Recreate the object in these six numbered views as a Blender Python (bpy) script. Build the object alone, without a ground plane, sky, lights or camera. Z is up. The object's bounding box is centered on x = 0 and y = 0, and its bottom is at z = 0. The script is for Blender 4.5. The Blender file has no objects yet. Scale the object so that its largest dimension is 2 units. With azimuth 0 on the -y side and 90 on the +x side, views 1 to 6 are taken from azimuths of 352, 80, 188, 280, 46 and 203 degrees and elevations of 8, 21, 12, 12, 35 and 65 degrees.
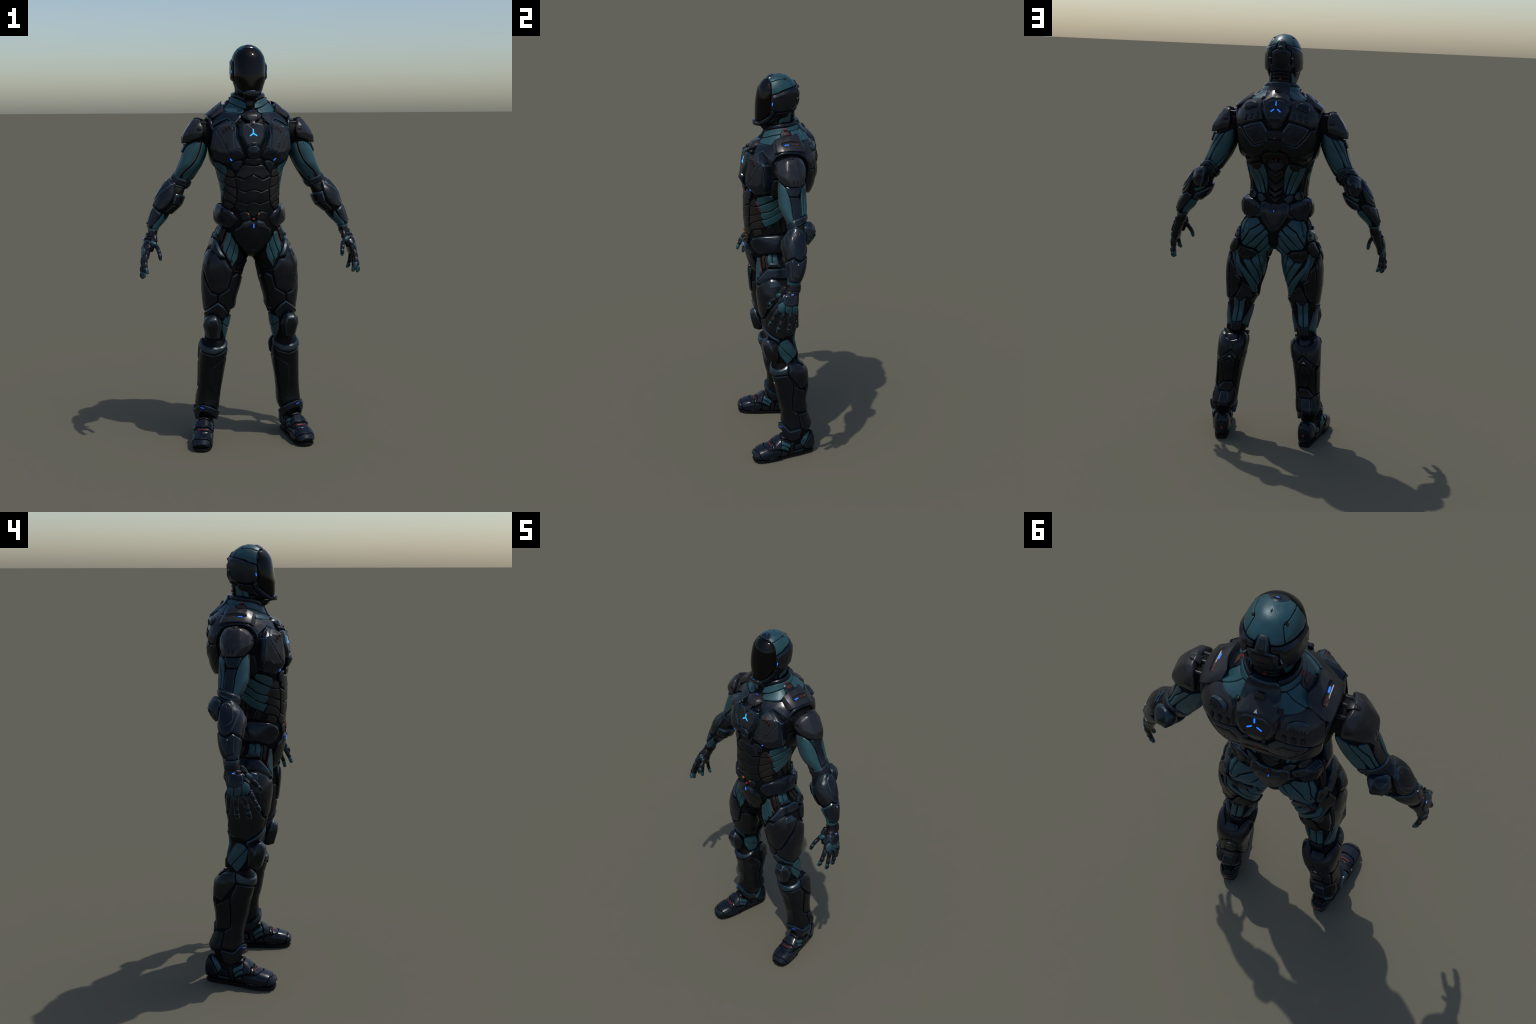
"""Armoured sci-fi humanoid, built from lofted body volumes, conforming plates and faceted armour solids."""
import math, random
import numpy as np

# =====================================================================
#  BODY VOLUMES: horizontal (or axial) super-ellipse sections, lofted
# =====================================================================
def _hermite(ts, V, t):
    """smooth (Catmull-Rom, limited) interpolation of rows V at stations ts"""
    ts = np.asarray(ts, float); V = np.asarray(V, float); t = np.clip(np.asarray(t, float), ts[0], ts[-1])
    d = np.diff(V, axis=0) / np.diff(ts)[:, None]
    m = np.zeros_like(V); m[0] = d[0]; m[-1] = d[-1]
    a, b = d[:-1], d[1:]
    w = np.where(a * b > 0, 2 * a * b / np.where(np.abs(a + b) < 1e-12, 1, a + b), 0.0)   # monotone
    m[1:-1] = w
    i = np.clip(np.searchsorted(ts, t, side='right') - 1, 0, len(ts) - 2)
    h = (ts[i + 1] - ts[i])[..., None]; s = ((t - ts[i]) / (ts[i + 1] - ts[i]))[..., None]
    return ((2*s**3 - 3*s**2 + 1) * V[i] + (s**3 - 2*s**2 + s) * h * m[i]
            + (-2*s**3 + 3*s**2) * V[i + 1] + (s**3 - s**2) * h * m[i + 1])

class Loft:
    """stations: (t, side_min, side_max, front, back, exponent); theta 0 = front, 90 = +side, 180 = back.
    frame maps local (side, depth, t) to world."""
    def __init__(self, name, stations, frame=None, mid=None, warp=None):
        self.warp = warp
        st = sorted(stations)
        self.name = name
        self.t = np.array([s[0] for s in st])
        self.V = np.array([(*s[1:6], s[6] if len(s) > 6 else s[5]) for s in st], float)
        self.frame = frame
        self.mid = mid            # fixed widest depth line, else halfway
    def point(self, th, t):
        th = np.radians(np.asarray(th, float)); t = np.asarray(t, float)
        th, t = np.broadcast_arrays(th, t)
        v = _hermite(self.t, self.V, t)
        x0, x1, yf, yb, nf, nb = [v[..., k] for k in range(6)]
        s, c = np.sin(th), np.cos(th); n = np.where(c > 0, nf, nb)
        sx = np.sign(s) * np.abs(s) ** (2 / n); cy = np.sign(c) * np.abs(c) ** (2 / n)
        ym = (yf + yb) / 2 if self.mid is None else np.clip(self.mid, yf + .3*(yb-yf), yb - .3*(yb-yf))
        x = (x0 + x1) / 2 + (x1 - x0) / 2 * sx
        y = np.where(cy > 0, ym + (yf - ym) * cy, ym - (yb - ym) * cy)
        P = np.stack([x, y, t], -1)
        if self.warp is not None: P = self.warp(P)
        if self.frame is not None:
            O, X, Y, Z = self.frame
            P = O + x[..., None] * X + y[..., None] * Y + t[..., None] * Z
        return P
    def to_phi(self, th, t):
        """station angle -> true polar angle of the section (even spacing on flat sides)"""
        th = np.asarray(th, float); v = _hermite(self.t, self.V, np.asarray(t, float)); s, c = np.sin(np.radians(th)), np.cos(np.radians(th))
        n = np.where(c > 0, v[..., 4], v[..., 5])
        ph = np.degrees(np.arctan2(np.sign(s) * np.abs(s) ** (2 / n), np.sign(c) * np.abs(c) ** (2 / n)))
        return ph + 360 * np.round((th - ph) / 360)
    def from_phi(self, ph, t):
        ph = np.asarray(ph, float); v = _hermite(self.t, self.V, np.asarray(t, float)); s, c = np.sin(np.radians(ph)), np.cos(np.radians(ph))
        n = np.where(c > 0, v[..., 4], v[..., 5])
        th = np.degrees(np.arctan2(np.sign(s) * np.abs(s) ** (n / 2), np.sign(c) * np.abs(c) ** (n / 2)))
        return th + 360 * np.round((ph - th) / 360)
    def phi_normal(self, ph, t):
        e = 1.5; f = .004; t = np.asarray(t, float)
        P = lambda p, q: self.point(self.from_phi(p, q), q)
        lo, hi = np.clip(t - f, self.t[0], self.t[-1]), np.clip(t + f, self.t[0], self.t[-1])
        n = np.cross(P(ph + e, t) - P(ph - e, t), P(ph, hi) - P(ph, lo))
        if self.frame is not None: n = n * np.sign(np.dot(np.cross(self.frame[1], self.frame[2]), self.frame[3]))
        return n / (np.linalg.norm(n, axis=-1, keepdims=True) + 1e-12)
    def normal(self, th, t):
        e = 1.5; f = .004
        a = self.point(np.asarray(th) + e, t) - self.point(np.asarray(th) - e, t)
        b = self.point(th, np.clip(np.asarray(t) + f, self.t[0], self.t[-1])) - self.point(th, np.clip(np.asarray(t) - f, self.t[0], self.t[-1]))
        n = np.cross(a, b) * (1 if self.frame is None else np.sign(np.dot(np.cross(self.frame[1], self.frame[2]), self.frame[3])))
        return n / (np.linalg.norm(n, axis=-1, keepdims=True) + 1e-12)
    def invert(self, P):
        """(theta, t) of a surface point (upright lofts only)"""
        v = _hermite(self.t, self.V, P[..., 2]); x0, x1, yf, yb, nf, nb = [v[..., k] for k in range(6)]
        ym = (yf + yb) / 2
        dy = P[..., 1] - ym; n = np.where(dy < 0, nf, nb)
        sx = (P[..., 0] - (x0 + x1) / 2) / np.maximum((x1 - x0) / 2, 1e-6); cy = -dy / np.maximum(np.where(dy < 0, ym - yf, yb - ym), 1e-6)
        return np.degrees(np.arctan2(np.sign(sx) * np.abs(sx) ** (n / 2), np.sign(cy) * np.abs(cy) ** (n / 2))), P[..., 2]
    def radius(self, t):
        v = _hermite(self.t, self.V, np.array([t]))[0]
        return .5 * ((v[1] - v[0]) / 2 + (v[3] - v[2]) / 2)

LOFTS = {}
def loft(name, st, **k):
    LOFTS[name] = Loft(name, st, **k); return LOFTS[name]

#       z      x-     x+     front   back  exponent
def sym(rows): return [(q[0], -q[1], q[1], *q[2:]) for q in rows]

def spine_hollow(P):
    """hollow of the back along the spine, under the rib cage"""
    P = P.copy(); g = .042 * np.exp(-((P[..., 2] - 1.408) / .036) ** 2) + .012 * np.exp(-((P[..., 2] - 1.32) / .05) ** 2)
    P[..., 1] -= np.where(P[..., 1] > .03, g * np.exp(-(P[..., 0] / .075) ** 2), 0); return P

loft('torso', sym([
    (.955, .02, -.03, .03, 2), (.975, .045, -.085, .075, 2), (1, .075, -.122, .098, 2),
    (1.05, .118, -.143, .106, 2.1), (1.1, .147, -.155, .11, 2.2), (1.15, .149, -.16, .11, 2.3),
    (1.2, .147, -.16, .098, 2.4), (1.27, .144, -.166, .09, 2.4), (1.32, .149, -.167, .104, 2.3),
    (1.36, .158, -.167, .124, 2.3, 2.3), (1.4, .168, -.164, .146, 2.3, 2.4), (1.44, .189, -.163, .166, 2.3, 2.9),
    (1.49, .198, -.172, .178, 2.3, 3.2), (1.55, .203, -.165, .183, 2.2, 3.4), (1.6, .205, -.15, .182, 2.1, 3.4),
    (1.64, .197, -.127, .177, 1.8, 2.9), (1.67, .174, -.1, .168, 1.75, 2.6), (1.695, .14, -.076, .156, 1.85, 2.4),
    (1.715, .108, -.066, .14, 2, 2.2), (1.735, .09, -.062, .122, 2, 2), (1.755, .083, -.06, .106, 2), (1.775, .077, -.056, .098, 2), (1.785, .075, -.055, .095, 2)]), warp=spine_hollow)
loft('neck', sym([(1.68, .066, -.058, .088, 2.0), (1.72, .066, -.056, .086, 2.0), (1.75, .065, -.058, .084, 2.0), (1.78, .064, -.062, .084, 2.0), (1.84, .064, -.060, .088, 2.0)]))
loft('head', sym([
    (1.752, .046, -.092, .02, 2), (1.762, .057, -.106, .04, 2.1), (1.78, .064, -.109, .066, 2.2), (1.8, .069, -.1095, .086, 2.3),
    (1.82, .076, -.1095, .089, 2.3), (1.845, .0815, -.109, .095, 2.3), (1.88, .083, -.106, .1, 2.3),
    (1.91, .0825, -.101, .102, 2.25), (1.935, .079, -.095, .096, 2.2), (1.955, .071, -.084, .088, 2.1),
    (1.972, .06, -.069, .072, 2.05), (1.985, .046, -.052, .054, 2), (1.994, .03, -.034, .036, 2), (2, .002, -.002, .004, 2)]))
loft('upper_arm', [
    (1.635, .20, .235, .000, .060, 2.2), (1.61, .185, .275, -.020, .078, 2.2), (1.57, .184, .298, -.030, .086, 2.3), (1.53, .190, .312, -.035, .090, 2.3),
    (1.476, .205, .329, -.039, .092, 2.3), (1.43, .224, .345, -.039, .092, 2.3), (1.39, .246, .363, -.028, .089, 2.3),
    (1.36, .266, .382, -.014, .086, 2.3), (1.33, .286, .402, -.010, .082, 2.3), (1.30, .300, .420, -.012, .076, 2.3)])
loft('forearm', [
    (1.365, .275, .371, -.004, .076, 2.2), (1.33, .291, .405, -.008, .074, 2.2), (1.29, .313, .437, -.032, .076, 2.3), (1.25, .327, .458, -.041, .074, 2.3),
    (1.22, .341, .47, -.04, .068, 2.3), (1.18, .383, .486, -.035, .06, 2.2), (1.145, .417, .497, -.031, .048, 2.1),
    (1.12, .443, .503, -.029, .035, 2), (1.1, .456, .502, -.03, .028, 2), (1.08, .462, .505, -.031, .026, 2)])
loft('palm', [
    (1.105, .458, .506, -.032, .029, 2.2), (1.08, .462, .513, -.035, .027, 2.4), (1.06, .468, .52, -.05, .024, 2.5), (1.03, .478, .531, -.074, .02, 2.6),
    (1, .492, .538, -.088, .016, 2.6), (.98, .496, .537, -.092, .014, 2.6), (.966, .5, .534, -.086, .012, 2.4)])
loft('thigh', [
    (1.13, 0.03, 0.148, -0.095, 0.08, 2, 2), (1.09, 0.01, 0.169, -0.115, 0.095, 2.1, 3.3), (1.05, 0.004, 0.18, -0.114, 0.11, 2.2, 3.3), (1, 0.003, 0.202, -0.114, 0.101, 2.2, 3.3),
    (0.965, 0.002, 0.22, -0.116, 0.088, 2.2, 3.3), (0.93, 0.021, 0.232, -0.116, 0.081, 2.2, 2.45), (0.89, 0.035, 0.238, -0.114, 0.091, 2.3, 2.65),
    (0.85, 0.045, 0.242, -0.109, 0.088, 2.3, 2.65), (0.8, 0.059, 0.242, -0.102, 0.082, 2.3, 2.65), (0.76, 0.071, 0.239, -0.094, 0.076, 2.3, 2.65), (0.72, 0.076, 0.235, -0.085, 0.078, 2.3, 2.7),
    (0.69, 0.089, 0.232, -0.071, 0.072, 2.3, 2.3), (0.66, 0.097, 0.226, -0.054, 0.07, 2.2, 2.2), (0.62, 0.104, 0.228, -0.048, 0.078, 2.2, 2.2), (0.58, 0.115, 0.224, -0.042, 0.084, 2.2, 2.2),
    (0.54, 0.123, 0.225, -0.038, 0.083, 2.2, 2.2), (0.52, 0.128, 0.216, -0.032, 0.075, 2.2, 2.2)])
loft('shin', [
    (.545, .132, .237, -.036, .079, 2.5), (.52, .116, .247, -.044, .106, 2.6), (.5, .11, .253, -.049, .124, 2.7), (.48, .111, .255, -.051, .135, 2.7), (.44, .118, .257, -.042, .14, 2.7),
    (.4, .125, .259, -.03, .141, 2.6), (.32, .138, .261, -.014, .131, 2.6), (.26, .146, .265, 0, .132, 2.6),
    (.22, .15, .269, .002, .144, 2.7), (.18, .154, .275, -.001, .157, 2.7), (.155, .16, .277, -.002, .15, 2.7), (.135, .167, .273, 0, .144, 2.6), (.1, .174, .265, .009, .139, 2.4)])
_yaw = math.radians(10.4)
_toe = np.array([math.sin(_yaw), -math.cos(_yaw), 0.0])
#   along heel->toe:   side-    side+   up(front)  down(back)
loft('foot', [
    (0, -.015, .015, -.096, -.022, 2), (.006, -.025, .025, -.119, -.01, 2.1), (.02, -.033, .033, -.131, 0, 2.4), (.05, -.039, .038, -.125, 0, 2.8), (.09, -.041, .041, -.117, 0, 2.8),
    (.135, -.043, .045, -.121, 0, 2.5), (.175, -.046, .049, -.125, 0, 2.3), (.205, -.048, .051, -.111, 0, 2.3), (.24, -.049, .052, -.087, 0, 2.5),
    (.28, -.049, .051, -.076, 0, 2.8), (.315, -.043, .045, -.066, -.002, 2.6), (.333, -.032, .035, -.055, -.01, 2.3), (.344, -.015, .018, -.039, -.024, 2)],
    frame=(np.array([.207, .178, 0.0]), np.array([math.cos(_yaw), math.sin(_yaw), 0]), np.array([0, 0, -1.0]), _toe))

# ---- BLENDER ---------------------------------------------------------
import bpy, bmesh
from mathutils import Vector, Matrix
from mathutils.bvhtree import BVHTree
from mathutils.geometry import delaunay_2d_cdt

random.seed(7); RNG = np.random.default_rng(7)

# =====================================================================
#  MATERIALS
# =====================================================================
def _nt(name):
    m = bpy.data.materials.new(name); m.use_nodes = True
    nt = m.node_tree; b = nt.nodes['Principled BSDF']; return m, nt, b

def make_mat(name, col, rough=.45, metal=0.0, spec=.5, var=.25, scale=9.0, grain=0.0, grain_scale=500.0,
             wear=0.0, wear_col=(.1, .11, .12), coat=0.0, weave=0.0, rvar=.12):
    """painted / rubber shell: mottled base colour, uneven gloss, fine grain bump, scattered scuffs"""
    m, nt, b = _nt(name); N = nt.nodes.new; L = nt.links.new
    tc = N('ShaderNodeTexCoord')
    n1 = N('ShaderNodeTexNoise'); n1.inputs['Scale'].default_value = scale; n1.inputs['Detail'].default_value = 6
    n1.inputs['Roughness'].default_value = .62
    L(tc.outputs['Object'], n1.inputs['Vector'])
    r = N('ShaderNodeValToRGB')
    lo = [c * (1 - var) for c in col]; hi = [c * (1 + var) for c in col]
    r.color_ramp.elements[0].position = .3; r.color_ramp.elements[0].color = (*lo, 1)
    r.color_ramp.elements[1].position = .7; r.color_ramp.elements[1].color = (*hi, 1)
    L(n1.outputs['Fac'], r.inputs['Fac'])
    out = r.outputs['Color']
    if wear > 0:
        n2 = N('ShaderNodeTexNoise'); n2.inputs['Scale'].default_value = 38; n2.inputs['Detail'].default_value = 8
        n2.inputs['Roughness'].default_value = .7; L(tc.outputs['Object'], n2.inputs['Vector'])
        r2 = N('ShaderNodeValToRGB'); r2.color_ramp.elements[0].position = .58; r2.color_ramp.elements[1].position = .72
        r2.color_ramp.elements[0].color = (0, 0, 0, 1); r2.color_ramp.elements[1].color = (wear, wear, wear, 1)
        L(n2.outputs['Fac'], r2.inputs['Fac'])
        mx = N('ShaderNodeMix'); mx.data_type = 'RGBA'; L(r2.outputs['Color'], mx.inputs['Factor'])
        L(out, mx.inputs['A']); mx.inputs['B'].default_value = (*wear_col, 1); out = mx.outputs['Result']
    L(out, b.inputs['Base Color'])
    n3 = N('ShaderNodeTexNoise'); n3.inputs['Scale'].default_value = 26; n3.inputs['Detail'].default_value = 5
    L(tc.outputs['Object'], n3.inputs['Vector'])
    mr = N('ShaderNodeMapRange'); mr.inputs['To Min'].default_value = max(.03, rough - rvar); mr.inputs['To Max'].default_value = rough + rvar
    mr.inputs['From Min'].default_value = .3; mr.inputs['From Max'].default_value = .7
    L(n3.outputs['Fac'], mr.inputs['Value']); L(mr.outputs['Result'], b.inputs['Roughness'])
    b.inputs['Metallic'].default_value = metal; b.inputs['Specular IOR Level'].default_value = spec
    if coat: b.inputs['Coat Weight'].default_value = coat; b.inputs['Coat Roughness'].default_value = .2
    if grain > 0 or weave > 0:
        bp = N('ShaderNodeBump'); bp.inputs['Strength'].default_value = max(grain, weave); bp.inputs['Distance'].default_value = .0008
        if weave > 0:
            v = N('ShaderNodeTexVoronoi'); v.inputs['Scale'].default_value = 330; L(tc.outputs['Object'], v.inputs['Vector'])
            L(v.outputs['Distance'], bp.inputs['Height'])
        else:
            n4 = N('ShaderNodeTexNoise'); n4.inputs['Scale'].default_value = grain_scale; n4.inputs['Detail'].default_value = 3
            L(tc.outputs['Object'], n4.inputs['Vector']); L(n4.outputs['Fac'], bp.inputs['Height'])
        L(bp.outputs['Normal'], b.inputs['Normal'])
    return m

def glow(name, col, strength):
    m, nt, b = _nt(name)
    b.inputs['Base Color'].default_value = (*[c * .3 for c in col], 1)
    b.inputs['Emission Color'].default_value = (*col, 1); b.inputs['Emission Strength'].default_value = strength
    b.inputs['Roughness'].default_value = .4
    return m

M = {}
M['slate'] = make_mat('slate_armour_paint', (.0205, .0212, .0252), rough=0.3, metal=.25, spec=.38, var=.16, wear=.3, wear_col=(.050, .046, .045), grain=.08)  # base colour darkened to match plates seen on the shaded sides
M['navy'] = make_mat('navy_armour_paint', (.0056, .0098, .0172), rough=0.25, metal=.25, spec=.38, var=.18, wear=.25, wear_col=(.027, .034, .045), grain=.08)  # shade of the side views partly baked into this navy
M['edge'] = make_mat('blue_worn_edge_paint', (.012, .028, .042), rough=.28, metal=.3, spec=.55, var=.2, wear=.35, wear_col=(.05, .08, .10))
M['char'] = make_mat('charcoal_plate', (.0046, .0058, .0075), rough=0.34, metal=.2, spec=.28, var=.2, wear=.2, wear_col=(.013, .014, .015), grain=.08)
M['graph'] = make_mat('graphite_armour_paint', (.0066, .0084, .0116), rough=0.29, metal=.25, spec=.38, var=.18, wear=.25, wear_col=(.026, .026, .028), grain=.08)  # albedo lowered below sunlit match, so shadowed armour reads dark enough
M['brown'] = make_mat('dark_bronze_plate', (.014, .0115, .010), rough=.5, metal=.2, spec=.3, var=.22, grain=.10)
M['teal'] = make_mat('teal_woven_muscle', (.0185, .068, .084), rough=.40, metal=.15, spec=.4, var=.13, scale=14, weave=.25, wear=.55, wear_col=(.012, .038, .048))
M['suit'] = make_mat('black_undersuit', (.0035, .0038, .0045), rough=.62, spec=.12, var=.25, grain=.2)
M['joint'] = make_mat('dark_joint_metal', (.014, .015, .018), rough=.3, metal=.6, spec=.5, var=.2)
M['black'] = make_mat('black_recess', (.004, .004, .005), rough=.6, spec=.25, var=.1)
M['visor'] = make_mat('black_glass_visor', (.0015, .0015, .002), rough=.09, spec=.22, var=.05, rvar=.015)
M['red'] = make_mat('red_marking', (.22, .014, .018), rough=.5, spec=.35, var=.12)
M['redline'] = make_mat('dull_red_piping', (.13, .035, .045), rough=.55, spec=.3, var=.12)
M['rust'] = make_mat('rusty_red_recess', (.040, .014, .010), rough=.55, spec=.3, var=.3)
M['orange'] = make_mat('orange_marking', (.30, .11, .025), rough=.5, spec=.35, var=.15)
M['pale'] = make_mat('pale_marking', (.35, .36, .36), rough=.5, spec=.35, var=.1)
M['cyan'] = glow('cyan_light', (.03, .42, 1.0), 1.15)
M['dim'] = glow('dim_blue_light', (.010, .085, .62), .8)
M['blue'] = glow('blue_light', (.017, .20, 1.0), 1.0)

# =====================================================================
#  OBJECTS
# =====================================================================
ROOT = bpy.data.objects.new('armoured_humanoid', None)
bpy.context.collection.objects.link(ROOT)
ROOT['label'] = 'tall armoured sci-fi humanoid in dark navy and teal plating'
ROOT['category'] = 'robot soldier'
PARENT = {}          # part name -> (object, mirrored object)

def _mesh(name, V, F, mats, fm=None, sharp=42):
    me = bpy.data.meshes.new(name)
    me.from_pydata([tuple(map(float, v)) for v in V], [], [tuple(int(i) for i in f) for f in F])
    for m in mats: me.materials.append(M[m])
    if fm is not None: me.polygons.foreach_set('material_index', [int(i) for i in fm])
    me.polygons.foreach_set('use_smooth', [True] * len(me.polygons))
    me.update(); me.set_sharp_from_angle(angle=math.radians(sharp))
    return me

def place(name, me, parent=None, mirror=True, kind=None):
    """link a mesh as a part (parent None) or under a part; mirror = second copy sharing the mesh on the other side"""
    out = []
    for side in ((0, 1) if mirror else (0,)):
        ob = bpy.data.objects.new(name, me)
        bpy.context.collection.objects.link(ob)
        if side: ob.scale = (-1, 1, 1)
        if parent is None:
            ob.parent = ROOT
        else:
            p = PARENT[parent]; p = p[min(side, len(p) - 1)]
            ob.parent = p
            if p.scale[0] < 0: ob.scale = (1, 1, 1)      # inherits the flip
        if kind: ob['kind'] = kind
        out.append(ob)
    return out

def part(name, me, mirror=True):
    PARENT[name] = place(name, me, None, mirror)

# ---- lofted body mesh -------------------------------------------------
def loft_mesh(name, L, t0, t1, inset, mat, nth=112, nz=64, caps=True, wrinkle=0):
    th = np.arange(nth) * 360.0 / nth; ts = np.linspace(t0, t1, nz)
    T, Z = np.meshgrid(th, ts, indexing='ij')
    P = L.point(L.from_phi(T, Z), Z); Nn = L.phi_normal(T, Z)
    ins = inset if np.isscalar(inset) else inset(T, Z)[..., None]
    P = P - Nn * ins
    V = P.reshape(-1, 3); F = []
    for i in range(nth):
        j = (i + 1) % nth
        for k in range(nz - 1):
            F.append((i*nz+k, j*nz+k, j*nz+k+1, i*nz+k+1))
    V = list(V)
    if caps:
        for k, rev in ((0, True), (nz - 1, False)):
            c = len(V); V.append(P[:, k].mean(0))
            for i in range(nth):
                j = (i + 1) % nth
                F.append((i*nz+k, c, j*nz+k) if rev else (i*nz+k, j*nz+k, c))
    return _mesh(name, V, F, [mat], sharp=60)

# ---- surfaces that plates conform to -----------------------------------
class OnLoft:
    def __init__(self, name, tref=None):
        self.L = LOFTS[name]; L = self.L
        self.R = L.radius((L.t[0] + L.t[-1]) / 2 if tref is None else tref)
    def metric(self, poly):
        a = np.asarray([p[:2] for p in poly], float)
        return np.stack([np.radians(self.L.to_phi(a[:, 0], a[:, 1])) * self.R, a[:, 1]], 1)
    def scale_at(self, c):
        """true metres per metric metre round the section at c"""
        ph = float(self.L.to_phi(c[0], c[1])); a = self.L.point(self.L.from_phi(np.array([ph - 1, ph + 1]), np.array([c[1]] * 2)), np.array([c[1]] * 2))
        return float(np.linalg.norm(a[1] - a[0]) / (math.radians(2) * self.R))
    def unmetric(self, q):
        t = np.clip(q[:, 1], self.L.t[0], self.L.t[-1])
        return list(zip(self.L.from_phi(np.degrees(q[:, 0] / self.R), t), t))
    def map(self, uv):
        ph = np.degrees(uv[:, 0] / self.R); t = np.clip(uv[:, 1], self.L.t[0], self.L.t[-1])
        return self.L.point(self.L.from_phi(ph, t), t), self.L.phi_normal(ph, t)

class OnShape:
    """project along direction `into` (from a plane through O with axes U,V) onto existing meshes"""
    def __init__(self, meshes, O, into, up=(0, 0, 1), back=.25):
        V = []; F = []
        for me in meshes:
            o = len(V); V += [v.co.copy() for v in me.vertices]; F += [[o + i for i in p.vertices] for p in me.polygons]
        self.b = BVHTree.FromPolygons(V, F)
        self.O = Vector(O); self.D = Vector(into).normalized()
        up = Vector(up); self.V = (up - self.D * up.dot(self.D)).normalized(); self.U = self.D.cross(self.V).normalized()
        self.back = back
    def metric(self, poly): return np.asarray([p[:2] for p in poly], float)
    def map(self, uv):
        P = []; Nn = []
        for u, v in uv:
            s = self.O + self.U * float(u) + self.V * float(v) - self.D * self.back
            loc, no, _, _ = self.b.ray_cast(s, self.D)
            if loc is None:
                loc, no, _, _ = self.b.find_nearest(s + self.D * self.back)
            if no.dot(self.D) > 0: no = -no
            P.append(loc[:]); Nn.append(no[:])
        P = np.array(P); Nn = np.array(Nn)
        # soften normals so plates do not break at facet edges
        m = Nn.mean(0); Nn = .5 * Nn + .5 * m; Nn /= np.linalg.norm(Nn, axis=1, keepdims=True)
        return P, Nn

# ---- polygon helpers ----------------------------------------------------
def _area(p):
    x, y = p[:, 0], p[:, 1]; return .5 * np.sum(x * np.roll(y, -1) - np.roll(x, -1) * y)

def _offset(p, d):
    """inset a ccw polygon by d with mitred corners"""
    e = np.roll(p, -1, 0) - p; e /= np.linalg.norm(e, axis=1, keepdims=True) + 1e-12
    n = np.stack([-e[:, 1], e[:, 0]], 1); n0 = np.roll(n, 1, 0)
    b = n + n0; k = 1 + np.sum(n * n0, 1); k = np.maximum(k, .35)
    return p + b / k[:, None] * d

def _round(p, r, seg=4):
    out = []
    for i in range(len(p)):
        a, b, c = p[i - 1], p[i], p[(i + 1) % len(p)]
        la, lc = np.linalg.norm(a - b), np.linalg.norm(c - b)
        if la < 1e-9 or lc < 1e-9: continue
        rr = min(r, .45 * la, .45 * lc)
        p0 = b + (a - b) / la * rr; p1 = b + (c - b) / lc * rr
        for s in np.linspace(0, 1, seg + 1):
            out.append((1-s)**2 * p0 + 2*s*(1-s) * b + s*s * p1)
    return np.array(out)

def _resample(p, step):
    out = []
    for i in range(len(p)):
        a, b = p[i], p[(i + 1) % len(p)]; l = np.linalg.norm(b - a)
        if l < 1e-7: continue
        n = max(1, int(math.ceil(l / step)))
        for k in range(n): out.append(a + (b - a) * k / n)
    return np.array(out)

def _dist(q, p):
    a = p; b = np.roll(p, -1, 0); d = b - a; L2 = np.sum(d * d, 1) + 1e-18
    best = np.full(len(q), 1e9)
    for i in range(len(a)):
        t = np.clip(((q - a[i]) @ d[i]) / L2[i], 0, 1)
        best = np.minimum(best, np.linalg.norm(q - (a[i] + t[:, None] * d[i]), axis=1))
    return best

def _inside(q, p):
    x, y = q[:, 0], q[:, 1]; c = np.zeros(len(q), bool)
    for i in range(len(p)):
        x0, y0 = p[i - 1]; x1, y1 = p[i]
        if y0 == y1: continue
        c ^= ((y0 > y) != (y1 > y)) & (x < (x1 - x0) * (y - y0) / (y1 - y0) + x0)
    return c

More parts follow.
